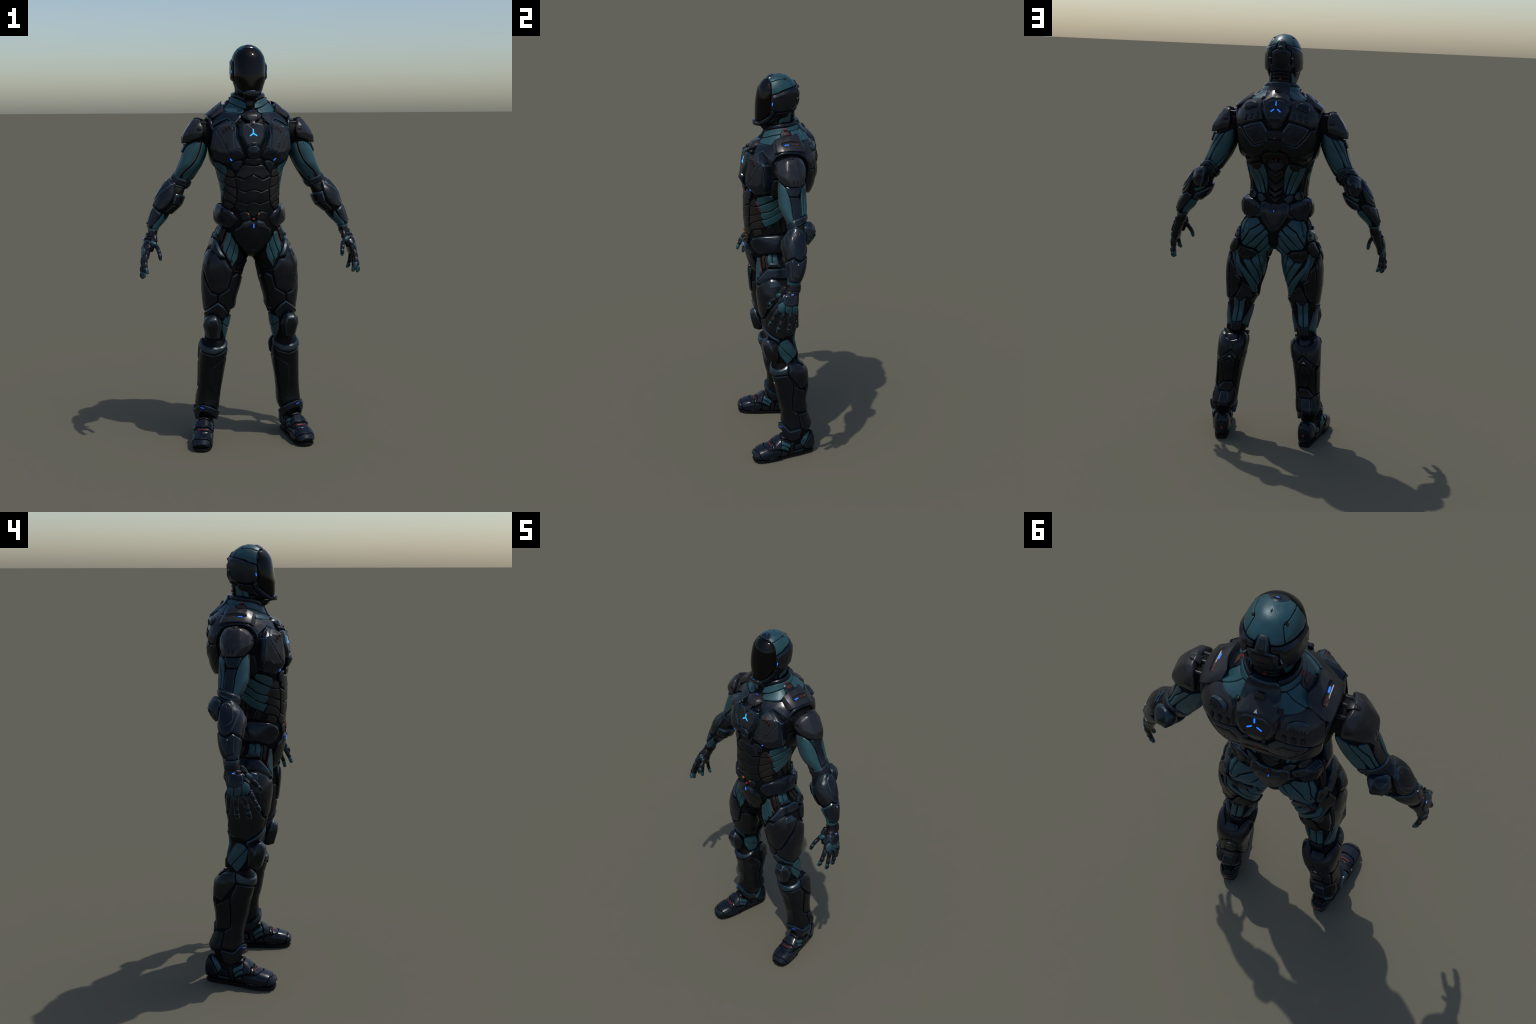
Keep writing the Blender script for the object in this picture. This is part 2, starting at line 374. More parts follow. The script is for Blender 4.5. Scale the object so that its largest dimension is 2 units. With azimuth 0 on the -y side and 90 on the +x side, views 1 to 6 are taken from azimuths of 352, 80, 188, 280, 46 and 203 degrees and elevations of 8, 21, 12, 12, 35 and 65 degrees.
def plate_mesh(name, surf, poly, mat, lift=.0, edge=.0045, rise=None, gap=.0003, depth=.010, r=.006, dome=0.0,
               res=.009, edge_mat=None, sharp=42, tilt=None):
    """a plate that follows `surf`: rounded outline, chamfered rim, side walls down to `depth` below the surface.
    tilt(uv_metric)->extra height lets a plate be faceted or sloped."""
    p = surf.metric(poly)
    if _area(p) < 0: p = p[::-1]
    if gap: p = _offset(p, gap)
    if r: p = _round(p, r)
    size = math.sqrt(abs(_area(p))); res = min(res, max(size / 5, .0015)); edge = min(edge, size * .3)
    if rise is None: rise = edge * .5
    B = _resample(p, min(res, .008))
    B = B[np.linalg.norm(B - np.roll(B, 1, 0), axis=1) > 1e-5]
    nb = len(B)
    e = np.roll(B, -1, 0) - np.roll(B, 1, 0); e /= np.linalg.norm(e, axis=1, keepdims=True) + 1e-12
    nin = np.stack([-e[:, 1], e[:, 0]], 1)
    pts = [B]
    for f in (.33, .7, 1.0):
        q = B + nin * edge * f
        k = (_dist(q, B) > edge * f * .93) & _inside(q, B); pts.append(q[k])
    lo, hi = B.min(0), B.max(0)
    gx, gy = np.meshgrid(np.arange(lo[0], hi[0], res), np.arange(lo[1], hi[1], res * .87), indexing='ij')
    gx = gx + (np.arange(gx.shape[1]) % 2) * res / 2
    g = np.stack([gx.ravel(), gy.ravel()], 1)
    if len(g):
        g = g[_inside(g, B)]
        if len(g): g = g[_dist(g, B) > edge + res * .45]; pts.append(g)
    allp = np.concatenate(pts)
    vs, _, fs, ov, _, _ = delaunay_2d_cdt([Vector(q) for q in allp], [], [list(range(nb))], 1, 1e-6)
    uv = np.array([[v.x, v.y] for v in vs])
    d = _dist(uv, B); x = np.clip(d / edge, 0, 1)
    crisp = mat in ('slate', 'navy', 'graph', 'char', 'edge')          # hard plates: flat chamfer; muscle: rounded rim
    h = lift - rise * (1 - (x if crisp else np.sin(x * math.pi / 2)))
    if crisp: sharp = min(sharp, 21)
    if dome:
        D = max(d.max(), 1e-6); h = h + dome * (1 - (1 - np.clip(d / D, 0, 1)) ** 2)
    if tilt is not None: h = h + tilt(uv)
    P, Nn = surf.map(uv)
    top = P + Nn * h[:, None]
    # outline vertices in order
    used = {}
    for i, o in enumerate(ov):
        for k in o:
            if k < nb and k not in used: used[k] = i
    ring = [used[k] for k in range(nb) if k in used]
    V = list(top); base = len(V)
    V += list(P[ring] - Nn[ring] * depth)
    tri = uv[np.array(fs)] if len(fs) else np.zeros((0, 3, 2))
    F = []; fm = []
    # orientation: outward
    f0 = fs[len(fs) // 2]; a, b_, c = [top[i] for i in f0]; flip = np.dot(np.cross(b_ - a, c - a), Nn[f0[0]]) < 0
    for f in fs:
        dd = np.mean([x[i] for i in f])
        F.append(tuple(f[::-1]) if flip else tuple(f)); fm.append(1 if (edge_mat and dd < .98) else 0)
    n = len(ring)
    for i in range(n):
        j = (i + 1) % n
        q = (ring[i], base + i, base + j, ring[j])
        F.append(q[::-1] if flip else q); fm.append(1 if edge_mat else 0)
    return _mesh(name, V, F, [mat] + ([edge_mat] if edge_mat else []), fm, sharp)

def plate(name, parent, surf, poly, mat, mirror=True, kind=None, **k):
    me = plate_mesh(name, surf, poly, mat, **k); place(name, me, parent, mirror, kind); return me

def capsule(L, W, ang=0, c=(0, 0), seg=5):
    """outline of a slot, length L, width W"""
    a = math.radians(ang); pts = []
    for s0, cx in ((-90, L/2 - W/2), (90, -L/2 + W/2)):
        for i in range(seg + 1):
            t = math.radians(s0 + 180 * i / seg); pts.append((cx + W/2*math.cos(t), W/2*math.sin(t)))
    return [(c[0] + x*math.cos(a) - y*math.sin(a), c[1] + x*math.sin(a) + y*math.cos(a)) for x, y in pts]

def ngon(rad, n=12, c=(0, 0), ph=0):
    return [(c[0] + rad*math.cos(2*math.pi*i/n + ph), c[1] + rad*math.sin(2*math.pi*i/n + ph)) for i in range(n)]

def detail(name, parent, surf, poly, mat, mirror=True, lift=.0016, **k):
    k.setdefault('edge', .0012); k.setdefault('gap', 0); k.setdefault('r', 0); k.setdefault('depth', .004); k.setdefault('kind', None)
    return plate(name, parent, surf, poly, mat, mirror=mirror, lift=lift, **k)

def on_loft_local(surf, c, poly):
    """shift a metre-sized outline to (theta,t) position c on a loft, returned in (theta,t)"""
    m = surf.metric([c])[0]; k = surf.scale_at(c)
    return surf.unmetric(np.array([(m[0] + u / k, m[1] + v) for u, v in poly]))

def carve(me, cutter):
    """boolean-subtract cutter mesh from me, in place"""
    a = bpy.data.objects.new('tmp_a', me); b = bpy.data.objects.new('tmp_b', cutter)
    for o in (a, b): bpy.context.collection.objects.link(o)
    m = a.modifiers.new('cut', 'BOOLEAN'); m.object = b; m.operation = 'DIFFERENCE'; m.solver = 'EXACT'
    dg = bpy.context.evaluated_depsgraph_get(); dg.update()
    new = bpy.data.meshes.new_from_object(a.evaluated_get(dg))
    bm = bmesh.new(); bm.from_mesh(new); bm.to_mesh(me); bm.free()
    me.polygons.foreach_set('use_smooth', [True] * len(me.polygons)); me.set_sharp_from_angle(angle=math.radians(40))
    bpy.data.objects.remove(a); bpy.data.objects.remove(b); bpy.data.meshes.remove(new)

# ---- faceted solids ---------------------------------------------------------
def hull_mesh(name, pts, mat, bevel=.004, seg=2, edge_mat=None, sharp=38, both=False, soft=0):
    bm = bmesh.new()
    for p in pts: bm.verts.new(p)
    if both:
        for p in pts:
            if abs(p[0]) > 1e-6: bm.verts.new((-p[0], p[1], p[2]))
    r = bmesh.ops.convex_hull(bm, input=bm.verts)
    bmesh.ops.delete(bm, geom=list({g for g in r['geom_interior'] + r['geom_unused'] if isinstance(g, bmesh.types.BMVert) and g.is_valid}), context='VERTS')
    bmesh.ops.dissolve_limit(bm, angle_limit=math.radians(7), verts=bm.verts, edges=bm.edges)
    bmesh.ops.recalc_face_normals(bm, faces=bm.faces)
    if soft:
        bmesh.ops.triangulate(bm, faces=bm.faces)
        bmesh.ops.subdivide_edges(bm, edges=bm.edges, cuts=5, use_grid_fill=True)
        for _ in range(soft): bmesh.ops.smooth_vert(bm, verts=bm.verts, factor=.5, use_axis_x=True, use_axis_y=True, use_axis_z=True)
        bevel = 0
    if bevel:
        def pick_edges(lo, hi): return [e for e in bm.edges if e.is_manifold and math.radians(lo) < e.calc_face_angle(0) <= math.radians(hi) and all(f.material_index == 0 for f in e.link_faces)]
        bmesh.ops.bevel(bm, geom=pick_edges(32, 181), offset=bevel, offset_type='OFFSET', segments=seg, profile=.5, affect='EDGES', clamp_overlap=True, material=1)
        soft = pick_edges(8, 32)
        if soft: bmesh.ops.bevel(bm, geom=soft, offset=bevel * 1.3, offset_type='OFFSET', segments=seg, profile=.5, affect='EDGES', clamp_overlap=True, material=-1)
        if not edge_mat:
            for f in bm.faces: f.material_index = 0
    bmesh.ops.triangulate(bm, faces=[f for f in bm.faces if len(f.verts) > 4])
    me = bpy.data.meshes.new(name); bm.to_mesh(me); bm.free()
    me.materials.append(M[mat])
    if edge_mat: me.materials.append(M[edge_mat])
    me.polygons.foreach_set('use_smooth', [True] * len(me.polygons)); me.set_sharp_from_angle(angle=math.radians(sharp))
    return me

def solid(name, parent, pts, mat, mirror=True, **k):
    me = hull_mesh(name, pts, mat, **k); place(name, me, parent, mirror); return me

def tube_mesh(name, path, radii, mat, n=14, flat=1.0, side=None, capk=.6):
    """rounded limb segment along a polyline with per-point radii"""
    path = [np.asarray(p, float) for p in path]; V = []; F = []
    rings = []
    tdir = [path[min(i+1, len(path)-1)] - path[max(i-1, 0)] for i in range(len(path))]
    ref = np.array(side if side is not None else (1, 0, 0), float)
    seq = []
    t0 = tdir[0] / np.linalg.norm(tdir[0]); t1 = tdir[-1] / np.linalg.norm(tdir[-1])
    for a in (90, 60, 30): seq.append((path[0] - t0 * radii[0] * capk * math.sin(math.radians(a)), radii[0] * max(math.cos(math.radians(a)), .02), tdir[0]))
    for p, r, t in zip(path, radii, tdir): seq.append((p, r, t))
    for a in (30, 60, 90): seq.append((path[-1] + t1 * radii[-1] * capk * math.sin(math.radians(a)), radii[-1] * max(math.cos(math.radians(a)), .02), tdir[-1]))
    for p, r, t in seq:
        t = t / np.linalg.norm(t); u = ref - t * ref.dot(t); u /= np.linalg.norm(u); w = np.cross(t, u)
        rings.append([p + r * (math.cos(2*math.pi*i/n) * u * flat + math.sin(2*math.pi*i/n) * w) for i in range(n)])
    for k, rg in enumerate(rings):
        V += rg
        if k:
            for i in range(n):
                j = (i + 1) % n; F.append(((k-1)*n+i, (k-1)*n+j, k*n+j, k*n+i))
    F.append(tuple(range(n - 1, -1, -1))); F.append(tuple((len(rings)-1)*n + i for i in range(n)))
    return _mesh(name, V, F, [mat], sharp=50)

# =====================================================================
#  BASE BODY (dark undersuit volumes that the plates sit on)
# =====================================================================
part('torso', loft_mesh('torso', LOFTS['torso'], 1.16, 1.755, .007, 'suit', nth=144, nz=90), mirror=False)
part('pelvis', loft_mesh('pelvis', LOFTS['torso'], .955, 1.16, .007, 'suit', nth=144, nz=40), mirror=False)
part('neck', loft_mesh('neck', LOFTS['neck'], 1.68, 1.84, .006, 'suit'), mirror=False)
part('head', loft_mesh('head', LOFTS['head'], 1.752, 2.0, .006, 'suit', nth=128, nz=110), mirror=False)
part('upper_arm', loft_mesh('upper_arm', LOFTS['upper_arm'], 1.30, 1.635, .006, 'suit'))
part('forearm', loft_mesh('forearm', LOFTS['forearm'], 1.08, 1.365, .007, 'suit'))
part('hand', loft_mesh('hand', LOFTS['palm'], .966, 1.105, .003, 'joint'))
part('thigh', loft_mesh('thigh', LOFTS['thigh'], .52, 1.13, .008, 'suit', nz=100))
part('shin', loft_mesh('shin', LOFTS['shin'], .10, .545, .010, 'suit', nz=80))
part('foot', loft_mesh('foot', LOFTS['foot'], 0.0, .344, .005, 'suit', nz=70))

# =====================================================================
#  FACETED ARMOUR SOLIDS
# =====================================================================
PAD = solid('shoulder_pad', 'upper_arm', [
    (.250, .000, 1.646), (.250, .050, 1.648), (.275, .000, 1.640), (.275, .050, 1.641), (.238, -.030, 1.634), (.238, .076, 1.638),
    (.226, -.050, 1.602), (.233, -.056, 1.575), (.232, -.048, 1.557), (.276, -.042, 1.546), (.287, -.044, 1.575), (.262, -.045, 1.612),
    (.306, -.005, 1.598), (.306, .052, 1.598), (.326, -.010, 1.562), (.326, .058, 1.562), (.332, .004, 1.524), (.332, .054, 1.524),
    (.312, -.014, 1.524), (.310, .070, 1.526), (.230, .088, 1.612), (.235, .098, 1.572), (.235, .088, 1.550), (.290, .086, 1.560), (.268, .088, 1.602),
    (.25, -.03, 1.545), (.25, .075, 1.545)], 'slate', soft=2, sharp=60)

STERNUM = solid('sternum_plate', 'torso', [
    (.052, -.156, 1.618), (.053, -.165, 1.56), (.032, -.179, 1.52), (.016, -.157, 1.622), (.068, -.142, 1.619), (.072, -.148, 1.561),
    (.040, -.167, 1.500), (.012, -.181, 1.512), (.066, -.10, 1.62), (.070, -.10, 1.56), (.036, -.12, 1.495)],
    'navy', mirror=False, both=True, bevel=.003, edge_mat='edge')
BUMPER = solid('sternum_bumper', 'torso', [
    (.014, -.187, 1.516), (.032, -.182, 1.499), (.026, -.187, 1.498), (.016, -.190, 1.482), (.029, -.178, 1.475), (.018, -.176, 1.456), (.03, -.15, 1.51), (.018, -.14, 1.456)],
    'navy', mirror=False, both=True, bevel=.004, edge_mat='edge')
PEC = solid('pectoral_plate', 'torso', [
    (.115, -.096, 1.642), (.188, -.098, 1.600), (.098, -.118, 1.630), (.081, -.136, 1.620), (.083, -.143, 1.56), (.049, -.152, 1.500),
    (.076, -.171, 1.497), (.109, -.171, 1.480), (.100, -.157, 1.60), (.165, -.112, 1.606), (.195, -.100, 1.495), (.098, -.142, 1.430), (.033, -.163, 1.464),
    (.184, -.085, 1.452), (.176, -.04, 1.59), (.184, -.05, 1.47), (.1, -.03, 1.64), (.05, -.08, 1.5), (.1, -.05, 1.43), (.15, -.120, 1.436), (.094, -.163, 1.56), (.085, -.08, 1.61), (.085, -.08, 1.56)],
    'navy', bevel=.004, seg=2, edge_mat='edge')
BAR = solid('shoulder_bar', 'torso', [
    (.118, -.046, 1.680), (.132, -.040, 1.706), (.184, -.049, 1.646), (.198, -.036, 1.659), (.134, -.010, 1.720), (.207, -.005, 1.665), (.136, .030, 1.726), (.211, .030, 1.668),
    (.138, .080, 1.719), (.211, .080, 1.664), (.206, .104, 1.656), (.186, .110, 1.662), (.128, .098, 1.696),
    (.12, -.02, 1.67), (.12, .08, 1.67), (.18, .0, 1.63), (.19, .08, 1.63), (.20, .02, 1.648)], 'slate', bevel=.005, seg=2, edge_mat='navy')
ARCH = [(0.180, -.062, 1.575), (0.188, -.056, 1.610), (0.194, -.036, 1.640), (0.199, -.006, 1.653), (0.201, .030, 1.656), (0.200, .070, 1.652), (0.196, .098, 1.636), (0.190, .116, 1.605), (0.184, .124, 1.565)]
place('shoulder_arch', tube_mesh('shoulder_arch', ARCH, [.007, .0085, .009, .009, .009, .009, .009, .0085, .007], 'navy', n=12, side=(1, 0, 0)), 'torso')
BACKPLATE = solid('spine_core_plate', 'torso', [
    (.026, .128, 1.740), (.079, .124, 1.702), (.057, .178, 1.690), (.022, .172, 1.708), (.076, .160, 1.655), (.062, .186, 1.650), (.045, .192, 1.610),
    (.010, .186, 1.566), (.026, .17, 1.56), (.03, .12, 1.56), (.07, .11, 1.65)], 'slate', mirror=False, both=True, bevel=.004, edge_mat='navy')
POD_F = solid('hip_guard', 'pelvis', [
    (.057, -.140, 1.151), (.095, -.140, 1.197), (.110, -.122, 1.105), (.103, -.150, 1.170), (.138, -.120, 1.215), (.166, -.008, 1.227), (.181, -.02, 1.195), (.183, -.025, 1.15),
    (.173, -.063, 1.142), (.165, -.03, 1.125), (.160, .03, 1.222), (.178, .03, 1.190), (.170, .03, 1.13), (.12, -.05, 1.22), (.12, 0, 1.12), (.07, -.11, 1.16)],
    'navy', soft=5, sharp=62)
POD_B = solid('hip_guard', 'pelvis', [
    (.145, .020, 1.232), (.168, .035, 1.218), (.174, .036, 1.18), (.121, .082, 1.117), (.070, .104, 1.150), (.067, .092, 1.196), (.110, .08, 1.215), (.150, .070, 1.205), (.158, .060, 1.13), (.1, .04, 1.14), (.11, .03, 1.2)],
    'navy', bevel=.009, seg=3, sharp=62, edge_mat='edge')
KNEE = solid('knee_cap', 'shin', [
    (.178, -.101, .655), (.217, -.099, .655), (.167, -.101, .622), (.228, -.097, .622), (.177, -.083, .558), (.215, -.080, .558),
    (.158, -.074, .655), (.236, -.066, .655), (.184, -.078, .678), (.214, -.076, .678), (.147, -.064, .622), (.243, -.055, .622), (.162, -.056, .553), (.226, -.050, .553),
    (.17, -.03, .66), (.225, -.025, .66), (.16, -.03, .56), (.225, -.02, .56)], 'graph', bevel=.005, seg=2, edge_mat='edge')
ELBOW = solid('elbow_cap', 'forearm', [
    (.345, .121, 1.336), (.384, .119, 1.332), (.392, .121, 1.300), (.350, .124, 1.300), (.366, .102, 1.258), (.325, .088, 1.345), (.357, .097, 1.366), (.400, .087, 1.345),
    (.416, .085, 1.300), (.330, .088, 1.290), (.348, .085, 1.255), (.400, .083, 1.258), (.34, .06, 1.35), (.40, .06, 1.35), (.34, .06, 1.26), (.41, .06, 1.26)],
    'navy', bevel=.009, seg=3, sharp=62, edge_mat='edge')
# fingers
FING = {'index': [(.519, -.084, .988), (.523, -.101, .953), (.522, -.115, .928), (.515, -.125, .905)],
        'middle': [(.527, -.057, .983), (.534, -.069, .935), (.539, -.081, .905), (.537, -.088, .876)],
        'ring': [(.529, -.027, .978), (.532, -.027, .922), (.532, -.031, .893), (.527, -.034, .872)],
        'little': [(.525, .003, .978), (.521, .005, .932), (.516, .008, .907), (.508, .011, .885)]}
def build_finger(pts, rad, nm):
    for k in range(3):
        a, b = np.array(pts[k]), np.array(pts[k + 1]); d = b - a
        mat = 'joint' if k < 2 else 'teal'
        me = tube_mesh(nm + '_segment', [a + d * .06, a + d * .5, b - d * .06], [rad[k] * 1.0, rad[k] * .96, rad[k + 1]], mat, flat=.95)
        place(nm + '_segment', me, 'hand')
        out_dir = np.array([.0042, 0, 0]) if nm == 'finger' else np.array([.001, -.004, .002])
        pm = tube_mesh(nm + '_guard', [a + d * .22 + out_dir, a + d * .5 + out_dir * 1.1, b - d * .16 + out_dir * .9], [rad[k] * .86, rad[k] * .9, rad[k + 1] * .82], 'navy' if k < 2 else 'char', n=12, capk=.35)
        place(nm + '_guard', pm, 'hand')
for nm, p in FING.items():
    build_finger(p, [.0115, .0108, .0102, .0085] if nm != 'little' else [.0105, .0098, .0092, .0075], 'finger')
build_finger([(.482, -.062, 1.050), (.461, -.080, 1.020), (.453, -.106, .994), (.450, -.119, .968)], [.013, .011, .0105, .008], 'thumb')

# =====================================================================
#  SURFACES AND SHORTHANDS
# =====================================================================
class OnBall:
    """azimuthal map round a pole direction; outlines given as (theta, z) on the loft, plates wrap over crowns without a pinch"""
    def __init__(self, name, centre, pole, scale=.1):
        self.L = LOFTS[name]; self.c = np.array(centre, float); p = np.array(pole, float); self.p = p / np.linalg.norm(p); self.s = scale
        r = np.array([1.0, 0, 0]); r -= self.p * r.dot(self.p); self.r = r / np.linalg.norm(r); self.q = np.cross(self.p, self.r)
        T, Z = np.meshgrid(np.arange(0, 360, 2.0), np.linspace(self.L.t[0], self.L.t[-1], 160), indexing='ij')
        P = self.L.point(T, Z); n, m = T.shape; V = [Vector(v) for v in P.reshape(-1, 3)]; F = []
        for i in range(n):
            j = (i + 1) % n
            for k in range(m - 1): F.append((i*m+k, j*m+k, j*m+k+1, i*m+k+1))
        self.b = BVHTree.FromPolygons(V, F)
    def _uv(self, P):
        d = P - self.c; d /= np.linalg.norm(d, axis=-1, keepdims=True)
        rho = np.arccos(np.clip(d @ self.p, -1, 1)); ph = np.arctan2(d @ self.q, d @ self.r)
        return np.stack([rho * np.cos(ph), rho * np.sin(ph)], -1) * self.s
    def metric(self, poly):
        a = np.array(poly, float); return self._uv(self.L.point(a[:, 0], a[:, 1]))
    def map(self, uv):
        rho = np.linalg.norm(uv, axis=1) / self.s; ph = np.arctan2(uv[:, 1], uv[:, 0])
        d = np.cos(rho)[:, None] * self.p + np.sin(rho)[:, None] * (np.cos(ph)[:, None] * self.r + np.sin(ph)[:, None] * self.q)
        P = []
        for v in d:
            loc, no, _, _ = self.b.ray_cast(Vector(self.c), Vector(v)); P.append(loc[:] if loc else (self.c + v * .1))
        P = np.array(P); th, t = self.L.invert(P); t = np.clip(t, self.L.t[0], self.L.t[-1] - .004)
        Nn = self.L.normal(th, t)
        flat = P[:, 2] > self.L.t[-1] - .006
        Nn[flat] = (0, 0, 1)
        return P, Nn

def fullsym(half, axis=0):
    """half outline running from the mid line round to the mid line again -> closed symmetric outline (theta mirrored about axis)"""
    other = [(2 * axis - t, z) for t, z in reversed(half) if abs(t - axis) > 1e-6]
    return list(half) + other

def neg(poly): return [(-t, z) for t, z in poly]

TO = OnLoft('torso', 1.4); PE = OnLoft('torso', 1.1); UA = OnLoft('upper_arm', 1.45); FA = OnLoft('forearm', 1.22); PA = OnLoft('palm', 1.02)
TH = OnLoft('thigh', .9); SH = OnLoft('shin', .35); FO = OnLoft('foot', .2); NE = OnLoft('neck', 1.78)

def strip(a, b, w, surf):
    """thin ribbon outline between surface points a and b (theta,t), width w metres"""
    p = surf.metric([a, b]); d = p[1] - p[0]; d /= np.linalg.norm(d); n = np.array([-d[1], d[0]]) * w / 2
    return surf.unmetric(np.array([p[0] + n, p[0] - n, p[1] - n, p[1] + n]))

def ribbon(name, parent, surf, pts, w, mat, lift=.0025, mirror=True):
    """thin raised piping along a polyline on a loft"""
    p = surf.metric(pts); t = np.gradient(p, axis=0); t /= np.linalg.norm(t, axis=1, keepdims=True)
    n = np.stack([-t[:, 1], t[:, 0]], 1) * w / 2
    q = np.concatenate([p + n, (p - n)[::-1]])
    poly = surf.unmetric(q)
    return plate(name, parent, surf, poly, mat, mirror=mirror, lift=lift, edge=w * .3, gap=0, r=0, depth=.004)

def slots(name, parent, surf, centres, L, W, ang, mat='black', lift=.0012, mirror=True, rim=None):
    for c in centres:
        if rim: detail(name + '_rim', parent, surf, on_loft_local(surf, c, capsule(L + .005, W + .005, ang)) if isinstance(surf, OnLoft) else capsule(L + .005, W + .005, ang, c), rim, lift=lift, mirror=mirror)
        poly = on_loft_local(surf, c, capsule(L, W, ang)) if isinstance(surf, OnLoft) else capsule(L, W, ang, c)
        detail(name, parent, surf, poly, mat, lift=lift + (.0012 if rim else 0), mirror=mirror)

def dots(name, parent, surf, c, s=.0055, rad=.0018, mat='black', up=1, mirror=True, lift=.0012):
    for dx, dz in ((-s, s * .45 * up), (s, s * .45 * up), (0, -s * .75 * up)):
        poly = ngon(rad, 8, (dx, dz)) if not isinstance(surf, OnLoft) else on_loft_local(surf, c, ngon(rad, 8, (dx, dz)))
        if not isinstance(surf, OnLoft): poly = [(u + c[0], v + c[1]) for u, v in poly]
        detail(name, parent, surf, poly, mat, lift=lift, mirror=mirror)

# =====================================================================
#  HEAD
# =====================================================================
HC = (0, 0, 1.875)
front = OnBall('head', HC, (0, -1, 0)); crown = OnBall('head', HC, (0, .25, 1)); sideb = OnBall('head', HC, (1, .25, -.1)); rear = OnBall('head', HC, (0, 1, -.05))
visor_half = [(0, 1.981), (25, 1.978), (45, 1.972), (57, 1.963), (63.5, 1.945), (66, 1.92), (67.5, 1.89), (68.5, 1.86), (69.5, 1.835), (70, 1.812), (60, 1.797), (44, 1.781), (30, 1.770), (0, 1.766)]
plate('visor', 'head', front, fullsym(visor_half), 'visor', mirror=False, lift=.001, edge=.007, rise=.004, r=.012, res=.006)
crown_mid = [(18, 1.980), (38, 1.978), (50, 1.969), (60, 1.972), (100, 1.981), (125, 1.982), (132, 1.966), (134, 1.944), (150, 1.9465), (163, 1.951), (167, 1.966), (180, 1.970)]
plate('helmet_crown', 'head', crown, [(-t, z) for t, z in reversed(crown_mid)] + [(0, 1.984)] + crown_mid[:-1], 'teal', mirror=False, edge=.0025, rise=.0012, res=.006, r=.003)
plate('helmet_shell', 'head', crown, [(52, 1.967), (63, 1.971), (101, 1.980), (124, 1.980), (130, 1.966), (132, 1.944), (112, 1.939), (86, 1.921), (68.3, 1.910), (67, 1.930), (64.3, 1.946), (58, 1.9625)],
      'teal', edge=.0025, rise=.0012, res=.006, r=.003)
plate('helmet_ear_plate', 'head', sideb, [(68.5, 1.907), (86, 1.918), (112, 1.936), (133, 1.941), (148, 1.942), (150, 1.930), (146, 1.899), (146, 1.865), (152, 1.842), (127, 1.832), (96, 1.822), (81, 1.827), (71, 1.842), (69, 1.877)],
      'graph', lift=.008, edge=.012, rise=.007, r=.01, edge_mat='navy')
plate('helmet_jaw_rim', 'head', sideb, [(71, 1.838), (84, 1.822), (82, 1.800), (66, 1.772), (48, 1.760), (26, 1.757), (24, 1.768), (44, 1.780), (60, 1.796), (70.5, 1.812)], 'navy', lift=.002, edge=.005)
plate('helmet_jaw_panel', 'head', sideb, [(86, 1.820), (126, 1.829), (120, 1.800), (100, 1.782), (80, 1.768), (70, 1.770), (84, 1.797)], 'char', lift=.0, edge=.004)
CHIN = solid('chin_guard', 'head', [(.020, -.120, 1.778), (.034, -.115, 1.771), (.038, -.110, 1.757), (.022, -.120, 1.755), (.034, -.086, 1.750), (.038, -.09, 1.772), (.0, -.121, 1.779), (.016, -.122, 1.766)], 'slate', mirror=False, both=True, bevel=.005, seg=3, edge_mat='navy')
detail('chin_light', 'head', OnShape([CHIN], (0, -.12, 1.775), (0, .8, -.6)), capsule(.008, .003), 'dim', mirror=False, lift=.001)
solid('throat_block', 'head', [(.030, -.092, 1.756), (.034, -.060, 1.752), (.028, -.070, 1.730), (.020, -.080, 1.738), (.03, -.02, 1.75), (.03, -.02, 1.73)], 'char', mirror=False, both=True, bevel=.004)
# occiput block
plate('occipital_frame', 'head', rear, fullsym([(180, 1.930), (164, 1.926), (151, 1.917), (150, 1.90), (153, 1.857), (142, 1.852), (141, 1.846), (151, 1.826), (165, 1.828), (180, 1.832)], 180), 'navy', mirror=False, lift=.003, edge=.004, edge_mat='edge')
plate('occipital_plate', 'head', rear, fullsym([(180, 1.918), (166, 1.916), (160, 1.908), (160, 1.858), (166, 1.845), (180, 1.842)], 180), 'char', mirror=False, lift=.006, edge=.004)
plate('occipital_boss', 'head', rear, fullsym([(180, 1.884), (171, 1.881), (168, 1.868), (171, 1.855), (180, 1.852)], 180), 'char', mirror=False, lift=.008, edge=.003)
plate('helmet_band', 'head', rear, [(136, 1.942), (148, 1.943), (163, 1.948), (163, 1.930), (150, 1.921), (148, 1.930)], 'navy', lift=.003, edge=.004)
solid('crown_clip', 'head', [(.010, 0.072, 1.970), (.018, 0.08, 1.960), (.021, 0.095, 1.935), (.018, 0.101, 1.926), (.012, 0.084, 1.967), (.014, 0.101, 1.940), (.02, 0.064, 1.93), (.012, 0.054, 1.965)], 'navy', mirror=False, both=True, bevel=.003, edge_mat='edge')
solid('crown_clip_button', 'head', [(.008, 0.1, 1.944), (.010, 0.105, 1.938), (.008, 0.105, 1.928), (.011, 0.084, 1.944), (.011, 0.084, 1.928)], 'char', mirror=False, both=True, bevel=.002)
